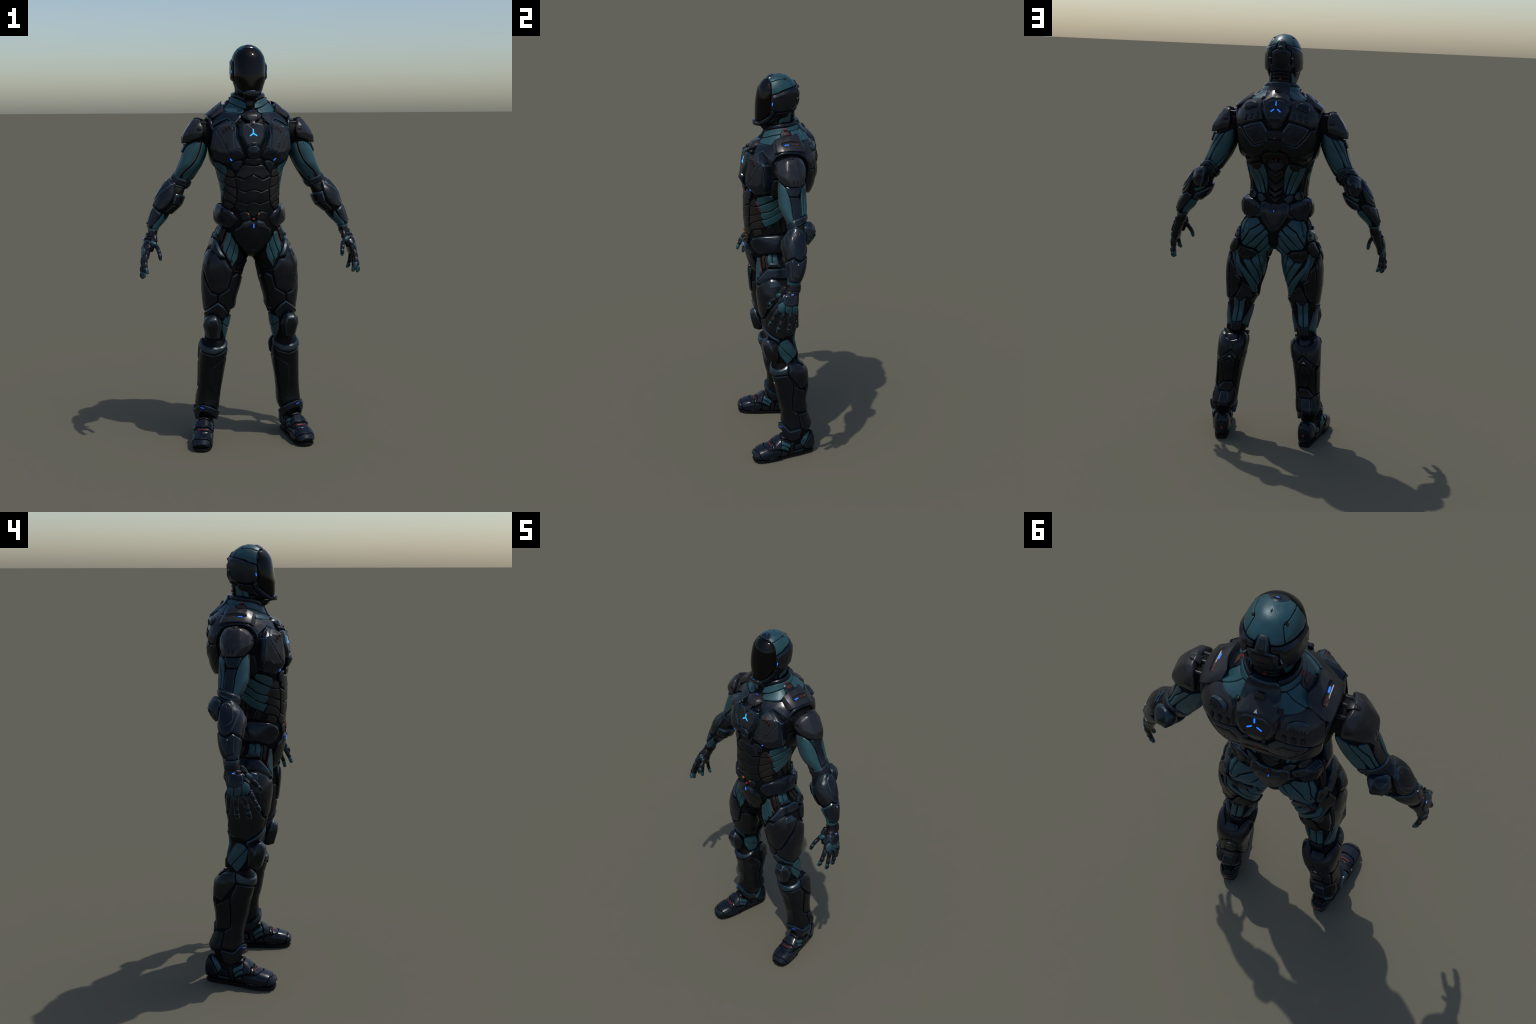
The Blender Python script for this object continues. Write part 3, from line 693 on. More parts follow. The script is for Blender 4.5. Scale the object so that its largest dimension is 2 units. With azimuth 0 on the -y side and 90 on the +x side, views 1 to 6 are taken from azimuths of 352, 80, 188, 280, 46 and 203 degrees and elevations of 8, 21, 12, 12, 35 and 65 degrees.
# forehead sensor
plate('forehead_sensor', 'head', crown, fullsym([(0, 1.981), (22, 1.979), (34, 1.9785), (42, 1.987), (39, 1.9945), (24, 1.9968), (0, 1.9972)], 0), 'navy', mirror=False, lift=.002, edge=.004, edge_mat='edge', r=.005)
SENS = hull_mesh('sensor_housing', [(.010, -.050, 1.9855), (.012, -.030, 1.9955), (.010, -.030, 1.9985), (.008, -.048, 1.9900), (.010, -.03, 1.985), (.010, -.05, 1.98)], 'joint', both=True, bevel=.0015); place('sensor_housing', SENS, 'head', False)
detail('sensor_light', 'head', OnShape([SENS], (0, -.036, 2.0), (0, .35, -1), (0, 1, 0)), capsule(.011, .004), 'dim', mirror=False, lift=.001)
def crown_dot(x, y, rad, ex=1.0):
    """small dark fitting on top of the skull, placed by its plan position"""
    pts = []
    for dx, dy in ngon(rad, 10):
        zz = np.linspace(1.90, 1.9995, 200); q = LOFTS['head']
        px, py = x + dx, y + dy * ex
        v = _hermite(q.t, q.V, zz); ym = (v[:, 2] + v[:, 3]) / 2
        f = np.abs(px / np.maximum(v[:, 1], 1e-5)) ** 2.1 + np.abs((py - ym) / np.maximum((v[:, 3] - v[:, 2]) / 2, 1e-5)) ** 2.1
        k = np.argmax(f > 1.0) if (f > 1).any() else len(zz) - 1
        th, t = q.invert(np.array([px, py, zz[k]])); pts.append((float(th), float(t)))
    return pts
detail('crown_rivet', 'head', crown, crown_dot(.047, .027, .0050), 'black', lift=.002, edge=.001)
detail('crown_slot', 'head', crown, crown_dot(0, .014, .0030, 1.8), 'black', mirror=False, lift=.001)
def head_slot(c, L, W, mat, name, surf, lift):
    """upright slot on the side of the head"""
    r = surf.s; m = surf.metric([c])[0]
    class S:                                    # metric outline used as is
        def metric(self, p): return np.array(p, float)
        def map(self, uv): return surf.map(uv)
    e1 = surf.metric([(c[0], c[1] + .004)])[0] - m; a = math.degrees(math.atan2(e1[1], e1[0]))
    detail(name, 'head', S(), capsule(L, W, a, m), mat, lift=lift)
head_slot((73.5, 1.868), .021, .0065, 'navy', 'ear_light_housing', sideb, .0055)
head_slot((73.5, 1.868), .018, .0042, 'blue', 'ear_light', sideb, .0070)
head_slot((80, 1.845), .005, .004, 'black', 'ear_rivet', sideb, .0095)
head_slot((146, 1.888), .006, .003, 'pale', 'ear_tick', sideb, .0095)
head_slot((63, 1.945), .018, .005, 'black', 'visor_clip', sideb, .001)

# =====================================================================
#  NECK AND COLLAR
# =====================================================================
for nm, p in (('a', [(84, 1.812), (105, 1.818), (98, 1.772), (78, 1.764)]), ('b', [(108, 1.820), (134, 1.824), (128, 1.772), (101, 1.772)])):
    plate('neck_strap', 'neck', NE, p, 'teal', lift=.001, edge=.0028, rise=.0014)
ribbon('neck_piping', 'neck', NE, [(106.5, 1.818), (99.5, 1.772)], .0022, 'redline', lift=.001)
plate('throat_plate', 'neck', NE, fullsym([(0, 1.775), (18, 1.772), (22, 1.74), (14, 1.70), (0, 1.698)]), 'joint', mirror=False, lift=.006, edge=.004)
for k in range(4):
    plate('throat_rib', 'neck', NE, [(28, 1.772 - k*.018), (74, 1.776 - k*.018), (74, 1.762 - k*.018), (28, 1.758 - k*.018)], 'char', lift=.001, edge=.004)
for k in range(4):
    plate('nape_rib', 'neck', NE, [(142, 1.822 - k*.017), (180, 1.826 - k*.017), (218, 1.822 - k*.017), (218, 1.808 - k*.017), (180, 1.812 - k*.017), (142, 1.808 - k*.017)], 'char', mirror=False, lift=.002, edge=.004)
detail('nape_light', 'neck', NE, on_loft_local(NE, (180, 1.792), ngon(.005, 8)), 'red', mirror=False, lift=.004)
plate('collar_ring', 'neck', TO, [(9, 1.722), (28, 1.733), (45, 1.741), (90, 1.752), (140, 1.758), (150, 1.759), (150, 1.776), (90, 1.769), (60, 1.763), (40, 1.757), (22, 1.748), (9, 1.740)], 'navy', lift=.003, edge=.005, rise=.003)
plate('collar_panel', 'neck', TO, [(9, 1.692), (20, 1.6955), (42, 1.7115), (69, 1.7225), (103, 1.7345), (133, 1.738), (150, 1.745), (146, 1.757), (120, 1.755), (90, 1.750), (62, 1.745), (45, 1.739), (25, 1.729), (11, 1.719)], 'teal', lift=.003, edge=.003, rise=.0015, r=.003)
plate('collar_panel', 'torso', TO, [(15, 1.690), (22, 1.6945), (42, 1.7095), (69, 1.721), (67, 1.706), (60, 1.694), (54, 1.682), (46, 1.676), (31, 1.672), (19, 1.669), (14, 1.677)], 'teal', lift=.002, edge=.003, rise=.0015, r=.003)
dots('collar_dot', 'torso', TO, (22, 1.682), lift=.0028)
plate('trapezius_panel', 'torso', TO, [(102, 1.733), (132, 1.7365), (124, 1.715), (116, 1.694), (106, 1.694), (98, 1.710)], 'teal', lift=.004, edge=.003, rise=.0015, r=.003)
plate('trapezius_panel', 'torso', TO, [(133, 1.7365), (152, 1.742), (153, 1.698), (135, 1.694), (117, 1.694), (125, 1.715)], 'teal', lift=.004, edge=.003, rise=.0015, r=.003)
plate('nape_plate', 'torso', TO, fullsym([(180, 1.778), (154, 1.776), (148, 1.768), (143, 1.740), (148, 1.716), (164, 1.708), (180, 1.708)], 180), 'navy', mirror=False, lift=.009, edge=.006, edge_mat='edge')
plate('trap_boss', 'torso', TO, [(71, 1.728), (80, 1.738), (94, 1.739), (101, 1.732), (98, 1.710), (106, 1.690), (60, 1.686), (67, 1.706)], 'navy', lift=.006, edge=.006)
plate('trap_boss_recess', 'torso', TO, [(77, 1.728), (92, 1.730), (95, 1.715), (76, 1.712)], 'rust', lift=.010, edge=.004)
detail('trap_boss_knob', 'torso', TO, on_loft_local(TO, (86, 1.742), capsule(.016, .009)), 'red', lift=.008, edge=.003)

# =====================================================================
#  CHEST
# =====================================================================
plate('clavicle_plate', 'torso', TO, [(18, 1.651), (19, 1.666), (31, 1.670), (46, 1.674), (52, 1.678), (58, 1.655), (68, 1.638), (80, 1.604), (74, 1.590), (51, 1.626), (38, 1.643), (29, 1.623), (24, 1.620)], 'navy', lift=.005, edge=.005, rise=.003, edge_mat='edge')
GEM = solid('throat_gem', 'torso', [(.016, -.088, 1.682), (.022, -.104, 1.678), (.051, -.102, 1.664), (.046, -.118, 1.650), (.026, -.130, 1.664), (.022, -.138, 1.646), (.034, -.130, 1.640), (.012, -.142, 1.630), (.05, -.07, 1.66), (.02, -.07, 1.68), (.02, -.1, 1.62)], 'slate', mirror=False, both=True, bevel=.007, seg=4, edge_mat='slate')
detail('gem_light', 'torso', OnShape([GEM], (0, -.1, 1.69), (0, .7, -.8), (0, .8, .6)), capsule(.014, .004), 'dim', mirror=False, lift=.001)
solid('gem_latch', 'torso', [(.011, -.146, 1.634), (.013, -.152, 1.626), (.011, -.161, 1.608), (.006, -.163, 1.600), (.013, -.13, 1.64), (.010, -.14, 1.60)], 'joint', mirror=False, both=True, bevel=.002)
solid('gem_latch_button', 'torso', [(.007, -.156, 1.630), (.008, -.160, 1.623), (.007, -.163, 1.616), (.008, -.14, 1.634), (.008, -.14, 1.62)], 'slate', mirror=False, both=True, bevel=.0015)
BOLT = tube_mesh('clavicle_bolt', [(.060, -.130, 1.634), (.061, -.143, 1.630)], [.009, .008], 'joint', n=16, side=(1, 0, 0), capk=.3); place('clavicle_bolt', BOLT, 'torso')
ster = OnShape([STERNUM], (0, -.17, 1.573), (0, 1, .12))
def light_arm(name, surf, r0, r1, w, ang, mat, mirror=False, c=(0, 0)):
    a = math.radians(ang); m = (r0 + r1) / 2
    detail(name, 'torso', surf, capsule(r1 - r0, w, ang, (c[0] + m*math.cos(a), c[1] + m*math.sin(a))), mat, mirror=mirror, lift=.0015)
SFACE = plate('sternum_face', 'torso', ster, [(.0, .026), (.010, .031), (.024, .046), (.048, .043), (.053, .034), (.053, -.008), (.034, -.050), (.016, -.058), (-.016, -.058), (-.034, -.050), (-.053, -.008), (-.053, .034), (-.048, .043), (-.024, .046), (-.010, .031)], 'slate', mirror=False, lift=.003, edge=.006, rise=.0035, depth=.006, gap=0, r=.003, edge_mat='edge')
ster.b = OnShape([STERNUM, SFACE], (0, 0, 0), (0, 1, 0)).b
for k, a in enumerate((90, 212, 328)):
    light_arm('chest_light_arm', ster, 0.0 - .002, .021, .0058, a, 'cyan', c=(0, 0.0005 * k))
plate('sternum_inset', 'torso', ster, [(.0, -.052), (.012, -.048), (.014, -.040), (-.014, -.040), (-.012, -.048)], 'navy', mirror=False, lift=.003, edge=.003, depth=.004)
bump = OnShape([BUMPER], (0, -.19, 1.495), (0, 1, .2)); dots('bumper_dot', 'torso', bump, (0, 0), s=.006, rad=.0022, mirror=False, up=-1)
pec = OnShape([PEC], (.12, -.16, 1.55), (-.25, 1, .1))
def pecpt(x, z): 
    d = Vector((x, -.16, z)) - pec.O; return (d.dot(pec.U), d.dot(pec.V))
PECF = plate('pectoral_face', 'torso', pec, [pecpt(.112, 1.632), pecpt(.168, 1.604), pecpt(.182, 1.588), pecpt(.120, 1.492), pecpt(.106, 1.486), pecpt(.084, 1.500), pecpt(.094, 1.56), pecpt(.093, 1.60), pecpt(.098, 1.622)],
      'slate', lift=.002, edge=.004, depth=.006, gap=0, edge_mat='edge')
plate('pectoral_rim', 'torso', pec, [pecpt(.083, 1.617), pecpt(.093, 1.622), pecpt(.089, 1.60), pecpt(.089, 1.56), pecpt(.079, 1.502), pecpt(.052, 1.499), pecpt(.066, 1.525), pecpt(.083, 1.56)], 'slate', lift=.0025, edge=.004, rise=.0025, depth=.006, gap=0, r=.003, edge_mat='edge')
plate('pectoral_face', 'torso', pec, [pecpt(.187, 1.586), pecpt(.192, 1.50), pecpt(.168, 1.478), pecpt(.114, 1.480), pecpt(.124, 1.492)], 'slate', lift=.0015, edge=.003, rise=.0015, depth=.006, gap=0, r=.003, edge_mat='edge')
pec.b = OnShape([PEC, PECF], (0, 0, 0), (0, 1, 0)).b
slots('pectoral_vent', 'torso', pec, [pecpt(.116, 1.603), pecpt(.131, 1.593), pecpt(.144, 1.581)], .016, .009, 66, lift=.001, mat='char', rim='rust')
slots('pectoral_slot', 'torso', pec, [pecpt(.131, 1.523), pecpt(.124, 1.512)], .019, .0055, -25, lift=.001)
detail('rib_light', 'torso', OnShape([PEC], (.106, -.16, 1.447), (0, 1, .25)), capsule(.016, .005, 50), 'blue', lift=.0015)
# shoulder bar details
barT = OnShape([BAR], (.174, .035, 1.692), (-.62, 0, -.78), (0, 1, 0), back=.1)
def barpt(y, s): return (s, y - .035)
CUT = tube_mesh('cutter', [(.1745, -.002, 1.6965), (.1755, .034, 1.6995), (.1755, .068, 1.6945)], [.0135, .0135, .0135], 'rust', n=20, side=(1, 0, 0), capk=1.0)
carve(BAR, CUT)
barT.b = OnShape([BAR], (0, 0, 0), (0, 0, -1), (0, 1, 0)).b
detail('bar_light', 'torso', barT, capsule(.022, .006, 90, (0, -.018)), 'blue', lift=.002)
detail('bar_block', 'torso', barT, capsule(.034, .016, 90, (0, .022)), 'rust', lift=.003)
barF = OnShape([BAR], (.158, -.045, 1.668), (0, 1, -.35))
for k in range(4):
    detail('bar_slit', 'torso', barF, capsule(.014, .0035, 65, (-.016 + k * .0105, .012 - k * .0065)), 'rust', lift=.001)
# under-chest and belly
plate('chest_block', 'torso', TO, fullsym([(0, 1.456), (9, 1.455), (10, 1.440), (8, 1.428), (0, 1.421)]), 'char', mirror=False, lift=.008, edge=.007)
plate('chest_clip', 'torso', TO, [(13, 1.443), (22, 1.445), (31, 1.428), (31, 1.402), (23, 1.396), (15, 1.425)], 'navy', lift=.006, edge=.006)
plate('belly_plate', 'torso', TO, fullsym([(0, 1.418), (9, 1.424), (14, 1.420), (22, 1.394), (27, 1.374), (13, 1.357), (6, 1.368), (0, 1.378)]), 'char', mirror=False, lift=.002, edge=.0045, rise=.0025, gap=.0003, r=.004, edge_mat='navy')
plate('belly_plate', 'torso', TO, fullsym([(0, 1.376), (7, 1.362), (14, 1.351), (30, 1.367), (30, 1.310), (13, 1.296), (6, 1.302), (0, 1.305)]), 'char', mirror=False, lift=.001, edge=.004, rise=.0022, gap=.0003, r=.004)
plate('belly_plate', 'torso', TO, fullsym([(0, 1.303), (6, 1.300), (12, 1.292), (28, 1.308), (29, 1.252), (11, 1.236), (5, 1.242), (0, 1.247)]), 'char', mirror=False, lift=0, edge=.004, rise=.0022, gap=.0003, r=.004)
plate('belly_plate', 'torso', TO, fullsym([(0, 1.245), (5, 1.240), (9, 1.233), (30, 1.250), (34, 1.220), (20, 1.196), (9, 1.204), (4, 1.182), (0, 1.170)]), 'char', mirror=False, lift=0, edge=.004, rise=.0022, gap=.0003, r=.004)
for p in ([(33, 1.395), (42, 1.404), (46, 1.390), (52, 1.374), (38, 1.364), (31, 1.369)], [(31, 1.362), (40, 1.362), (52, 1.368), (64, 1.337), (42, 1.320), (31, 1.316)],
          [(31, 1.310), (42, 1.316), (59, 1.331), (66, 1.302), (43, 1.282), (31, 1.262)], [(31, 1.256), (42, 1.278), (63, 1.297), (73, 1.260), (44, 1.245), (35, 1.230)],
          [(36, 1.224), (44, 1.240), (64, 1.250), (66, 1.224), (46, 1.206)]):
    plate('flank_bracket', 'torso', TO, p, 'brown', lift=-.001, edge=.003, rise=.0015, gap=.0004, r=.003)
RIBS = ([(46, 1.414), (60, 1.432), (74, 1.438), (78, 1.418), (66, 1.393), (53, 1.376), (46, 1.394)], [(53, 1.371), (68, 1.389), (86, 1.418), (92, 1.396), (80, 1.351), (64, 1.340)],
        [(60, 1.334), (81, 1.347), (93, 1.390), (100, 1.366), (87, 1.320), (70, 1.302), (63, 1.313)], [(64, 1.298), (71, 1.299), (86, 1.315), (101, 1.358), (111, 1.328), (93, 1.288), (75, 1.264)])
for p in RIBS: plate('rib_muscle', 'torso', TO, p, 'teal', lift=.001, edge=.003, rise=.0015, r=.006, gap=.0004)
ribbon('rib_piping', 'torso', TO, [(44.5, 1.395), (52, 1.374)], .0022, 'redline', lift=.001); ribbon('rib_piping', 'torso', TO, [(52, 1.370), (63, 1.338)], .0022, 'redline', lift=.001)
for k, p in enumerate(([(77, 1.257), (87, 1.278), (91, 1.228), (79, 1.222)], [(89, 1.285), (101, 1.305), (104, 1.226), (93, 1.226)], [(103, 1.310), (114, 1.332), (117, 1.230), (106, 1.226)], [(116, 1.336), (124, 1.350), (130, 1.24), (119, 1.232)])):
    plate('oblique_strip', 'torso', TO, p, 'char', lift=-.001, edge=.005)
plate('flank_plate', 'torso', TO, [(74, 1.52), (96, 1.53), (108, 1.45), (110, 1.415), (94, 1.408), (78, 1.434), (70, 1.446), (71, 1.47)], 'char', lift=.002, edge=.006)
plate('armpit_plate', 'torso', TO, [(70, 1.60), (100, 1.60), (112, 1.575), (114, 1.48), (98, 1.535), (72, 1.525)], 'suit', lift=-.002, edge=.006)

# =====================================================================
#  BACK
# =====================================================================
SCAP = plate('shoulder_blade_plate', 'torso', TO, [(112, 1.690), (130, 1.700), (149, 1.702), (161, 1.686), (167, 1.655), (173, 1.606), (154, 1.588), (135, 1.570), (120, 1.572), (112, 1.625), (105, 1.668)], 'slate', lift=.005, edge=.008, rise=.005, edge_mat='navy')
plate('blade_vent', 'torso', TO, [(135, 1.647), (130, 1.664), (134, 1.676), (142, 1.682), (153, 1.678), (158, 1.660), (142, 1.642)], 'navy', lift=.016, edge=.006, rise=.006, edge_mat='edge')
for k in range(5):
    detail('blade_vent_slit', 'torso', TO, on_loft_local(TO, (140 + k * 3.4, 1.6505 + k * .0028), capsule(.010, .003, 95)), 'black', lift=.0175)
slots('blade_slot', 'torso', TO, [(147, 1.611), (156.5, 1.618), (164.5, 1.624)], .023, .010, 92, lift=.008, rim='black', mat='navy')
plate('scapula_plate', 'torso', TO, [(139, 1.566), (156, 1.584), (172, 1.598), (177, 1.556), (177, 1.507), (161, 1.487), (149, 1.526)], 'navy', lift=.004, edge=.007, edge_mat='edge')
plate('scapula_inset', 'torso', TO, [(150, 1.558), (168, 1.574), (173, 1.545), (171, 1.515), (161, 1.502), (154, 1.525)], 'navy', lift=.0065, edge=.004)
slots('scapula_slot', 'torso', TO, [(161, 1.521), (165, 1.522)], .014, .004, 80, lift=.007)
plate('latissimus_plate', 'torso', TO, [(118, 1.566), (137, 1.563), (147, 1.526), (160, 1.483), (176, 1.502), (177, 1.472), (170, 1.446), (164, 1.428), (150, 1.424), (138, 1.432), (117, 1.46)], 'char', lift=.003, edge=.006, edge_mat='navy')
plate('latissimus_plate', 'torso', TO, [(116, 1.456), (138, 1.428), (150, 1.420), (163, 1.425), (158, 1.399), (135, 1.386), (112, 1.415)], 'char', lift=-.002, edge=.006)
for k in range(4): slots('latissimus_vent', 'torso', TO, [(128 + k * 3.5, 1.415)], .012, .003, 60, lift=.003)
plate('spine_knuckle', 'torso', TO, fullsym([(180, 1.556), (175, 1.553), (174, 1.534), (176, 1.518), (180, 1.516)], 180), 'navy', mirror=False, lift=.004, edge=.005)
detail('spine_light', 'torso', TO, on_loft_local(TO, (180, 1.522), ngon(.005, 8)), 'red', mirror=False, lift=.006)
plate('spine_knuckle', 'torso', TO, fullsym([(180, 1.512), (173, 1.512), (172, 1.494), (175, 1.480), (180, 1.448)], 180), 'char', mirror=False, lift=.004, edge=.006)
plate('lumbar_collar', 'torso', TO, fullsym([(180, 1.455), (174, 1.449), (169, 1.437), (162, 1.396), (166, 1.392), (173, 1.412), (180, 1.424)], 180), 'brown', mirror=False, lift=.002, edge=.005)
detail('spine_light', 'torso', TO, on_loft_local(TO, (180, 1.412), ngon(.005, 8)), 'red', mirror=False, lift=.005)
sp = [(1.420, 1.405, 8.5), (1.372, 1.342, 9.5), (1.322, 1.294, 11.5), (1.276, 1.254, 11), (1.246, 1.226, 9.5), (1.222, 1.200, 8)]
for k in range(5):
    (a, b, w), (a2, b2, w2) = sp[k], sp[k + 1]
    plate('vertebra_plate', 'torso', TO, fullsym([(180, b), (180 - w, a), (180 - w2 - 1.5, a2 + .010), (180, b2 - .002)], 180), 'char', mirror=False, lift=.004 + .001 * (k % 2), edge=.005, rise=.005)
for p in ([(121, 1.378), (135, 1.374), (156, 1.247), (147, 1.246), (127, 1.320)], [(136, 1.374), (149, 1.378), (158, 1.300), (163.5, 1.245), (157, 1.246)], [(150, 1.380), (162, 1.394), (167, 1.345), (168, 1.300), (166, 1.245), (161, 1.296)]):
    plate('lumbar_muscle', 'torso', TO, p, 'teal', lift=.0, edge=.003, rise=.0015, dome=.003)
plate('lumbar_clip', 'torso', TO, [(134, 1.390), (161, 1.401), (158, 1.374), (148, 1.362), (139, 1.362)], 'char', lift=.006, edge=.005)
bk = OnShape([BACKPLATE], (0, .19, 1.655), (0, -1, 0))
PENT = plate('spine_core_inset', 'torso', bk, [(0, .042), (.028, .042), (.054, .020), (.053, -.006), (.044, -.034), (.018, -.060), (0, -.066), (-.018, -.060), (-.044, -.034), (-.053, -.006), (-.054, .020), (-.028, .042)], 'navy', mirror=False, lift=.002, edge=.004, depth=.006, gap=0, edge_mat='edge')
bk2 = OnShape([BACKPLATE, PENT], (0, .19, 1.662), (0, -1, 0))
for a in (90, 218, 322): light_arm('spine_core_light', bk2, .009, .030, .0052, a, 'blue')
for x, z in ((-.030, -.040), (.030, -.040), (-.022, -.062), (.022, -.062)):
    detail('core_rivet', 'torso', bk2, ngon(.003, 8, (x, z)), 'black', mirror=False)
detail('core_mark', 'torso', bk2, [(-.006, .046), (.006, .046), (0, .054)], 'pale', mirror=False, lift=.001)
KNOB = hull_mesh('collar_latch', [(.014, .118, 1.750), (.018, .132, 1.745), (.016, .142, 1.732), (.012, .130, 1.752), (.016, .11, 1.73)], 'joint', both=True, bevel=.003); place('collar_latch', KNOB, 'torso', False)
solid('core_bolt', 'torso', [(.060, .140, 1.716), (.074, .135, 1.712), (.060, .150, 1.712), (.075, .146, 1.706), (.062, .15, 1.70), (.074, .146, 1.70), (.066, .12, 1.70)], 'joint', bevel=.003)
solid('core_bolt', 'torso', [(.020, .188, 1.590), (.034, .188, 1.594), (.036, .196, 1.584), (.022, .198, 1.580), (.024, .19, 1.574), (.034, .17, 1.58)], 'joint', bevel=.003)

# =====================================================================
#  PELVIS
# =====================================================================
plate('codpiece', 'pelvis', PE, fullsym([(0, 1.145), (5, 1.158), (17, 1.150), (22, 1.126), (33, 1.112), (40, 1.062), (37, 1.030), (32, .995), (20, .972), (0, .966)]), 'char', mirror=False, lift=.006, edge=.007, rise=.004, edge_mat='navy')
plate('codpiece_brow', 'pelvis', PE, [(4, 1.150), (16, 1.145), (17, 1.118), (4, 1.130)], 'slate', lift=.009, edge=.004, edge_mat='edge')
plate('codpiece_clip', 'pelvis', PE, [(-10, 1.004), (-6, 1.018), (6, 1.018), (10, 1.004), (4, 1.000), (0, 1.006), (-4, 1.000)], 'navy', mirror=False, lift=.011, edge=.004)
slots('codpiece_slot', 'pelvis', PE, [(17, 1.057), (16.5, 1.044)], .014, .005, 25, lift=.0075)
detail('pelvis_light', 'pelvis', PE, on_loft_local(PE, (0, 1.130), capsule(.020, .005, 90)), 'blue', mirror=False, lift=.009)
detail('belt_buckle_light', 'pelvis', PE, on_loft_local(PE, (0, 1.163), capsule(.013, .008)), 'red', mirror=False, lift=.006)
plate('belt_pod', 'pelvis', PE, [(4.5, 1.180), (9.5, 1.200), (19, 1.197), (23, 1.186), (17, 1.154), (4, 1.161)], 'char', lift=.004, edge=.006, edge_mat='navy')
detail('belt_orange_mark', 'pelvis', PE, on_loft_local(PE, (7, 1.188), capsule(.013, .006, 55)), 'orange', lift=.0055)
plate('tail_plate', 'pelvis', PE, fullsym([(180, 1.198), (172, 1.199), (165, 1.208), (156, 1.199), (155, 1.157), (163, 1.114), (173, 1.072), (180, 1.066)], 180), 'navy', mirror=False, lift=.006, edge=.007, rise=.004, edge_mat='edge')
plate('tail_inset', 'pelvis', PE, fullsym([(180, 1.163), (172, 1.176), (166, 1.172), (166, 1.155), (175, 1.100), (180, 1.098)], 180), 'slate', mirror=False, lift=.009, edge=.005)
detail('tail_light', 'pelvis', PE, on_loft_local(PE, (180, 1.165), capsule(.009, .004, 90)), 'dim', mirror=False, lift=.010)
detail('tail_latch', 'pelvis', PE, on_loft_local(PE, (180, 1.186), capsule(.018, .012, 90)), 'joint', mirror=False, lift=.011, edge=.003)
detail('tail_latch_light', 'pelvis', PE, on_loft_local(PE, (180, 1.194), capsule(.011, .005, 0)), 'red', mirror=False, lift=.0125)
slots('tail_slot', 'pelvis', PE, [(163.5, 1.190)], .018, .007, 60, lift=.0075, mat='navy', rim='black')
plate('sacral_plate', 'pelvis', PE, [(147, 1.240), (157, 1.244), (167, 1.222), (160, 1.203), (152, 1.214)], 'navy', lift=.008, edge=.005, edge_mat='edge')
plate('sacral_plate', 'pelvis', PE, [(122, 1.236), (125, 1.257), (138, 1.259), (146, 1.238), (142, 1.218), (122, 1.218)], 'navy', lift=.010, edge=.005, edge_mat='edge')
podf = OnShape([POD_F], (.11, -.16, 1.17), (-.3, 1, 0))
detail('hip_guard_slot', 'pelvis', podf, capsule(.014, .005, -15, (.004, -.012)), 'black')
podb = OnShape([POD_B], (.11, .11, 1.17), (-.2, -1, 0))
detail('hip_guard_slot', 'pelvis', podb, capsule(.014, .005, 80, (.012, .008)), 'black')
detail('hip_guard_inset', 'pelvis', OnShape([POD_B], (.148, .07, 1.175), (-1, -.6, 0)), [(-.018, .022), (.016, .016), (.014, -.024), (-.016, -.018)], 'black', lift=.001)
solid('hip_link', 'pelvis', [(.046, -.150, 1.125), (.062, -.146, 1.130), (.070, -.135, 1.118), (.052, -.140, 1.105), (.05, -.11, 1.12), (.07, -.11, 1.11)], 'navy', bevel=.003, edge_mat='edge')

# =====================================================================
#  THIGH
# =====================================================================
for p in ([(24, 1.094), (31, 1.019), (15, .986), (8, 1.074), (11, 1.092)], [(7, 1.073), (13, .984), (-1, .950), (-6, 1.041)], [(-7, 1.039), (-2, .949), (-14, .920), (-19, 1.002), (-11, 1.037)]):
    plate('groin_muscle', 'thigh', TH, p, 'teal', lift=.003, edge=.0035, rise=.002, r=.003)
ribbon('groin_piping', 'thigh', TH, [(25, 1.094), (32, 1.020)], .0024, 'redline', lift=.003)
for c in ((27, 1.022), (10, .985), (-5, .951)): detail('strap_lug', 'thigh', TH, on_loft_local(TH, c, capsule(.020, .009, 65)), 'black', lift=.004, edge=.003)
RIM = plate('hip_rim_plate', 'thigh', TH, [(45, 1.032), (55, 1.050), (92, 1.056), (104, 1.040), (102, 1.008), (84, 1.010), (66, 1.008), (40, .985), (27, .972), (11, .972)], 'navy', lift=.012, edge=.008, rise=.007, depth=.012, edge_mat='edge')
slots('rim_slot', 'thigh', TH, [(72, 1.018), (76, 1.018)], .014, .005, 90, lift=.013)
plate('hip_strap', 'thigh', TH, [(54, 1.122), (67, 1.121), (71, 1.074), (57, 1.074)], 'teal', lift=.003, edge=.0028, rise=.0014)
plate('hip_strap', 'thigh', TH, [(69, 1.121), (84, 1.120), (86, 1.074), (73, 1.074)], 'teal', lift=.003, edge=.0028, rise=.0014)
plate('hip_strap_clip', 'thigh', TH, [(56, 1.064), (61, 1.082), (84, 1.082), (89, 1.064)], 'navy', lift=.012, edge=.006, edge_mat='edge')
for k, (a, b) in enumerate(((34, 44), (46, 54), (92, 101), (103, 111))):
    plate('hip_strip', 'thigh', TH, [(a, 1.112), (b, 1.118), (b + 4, 1.058), (a + 4, 1.040)], 'brown', lift=.001, edge=.005)
plate('thigh_plate', 'thigh', TH, [(9, .958), (23, .959), (38, .984), (62, 1.002), (80, 1.003), (94, .964), (62, .888), (32, .804), (8, .790), (-13, .814), (-15, .905)], 'graph', lift=.008, edge=.010, rise=.004, r=.004, edge_mat='navy')
dots('thigh_dot', 'thigh', TH, (22, .905), s=.0075, rad=.0025, lift=.009)
slots('thigh_slot', 'thigh', TH, [(41, .893), (38, .882)], .018, .006, 35, lift=.009)
plate('thigh_patch', 'thigh', TH, [(62, .990), (80, .999), (90, .972), (62, .960)], 'edge', lift=.011, edge=.004)
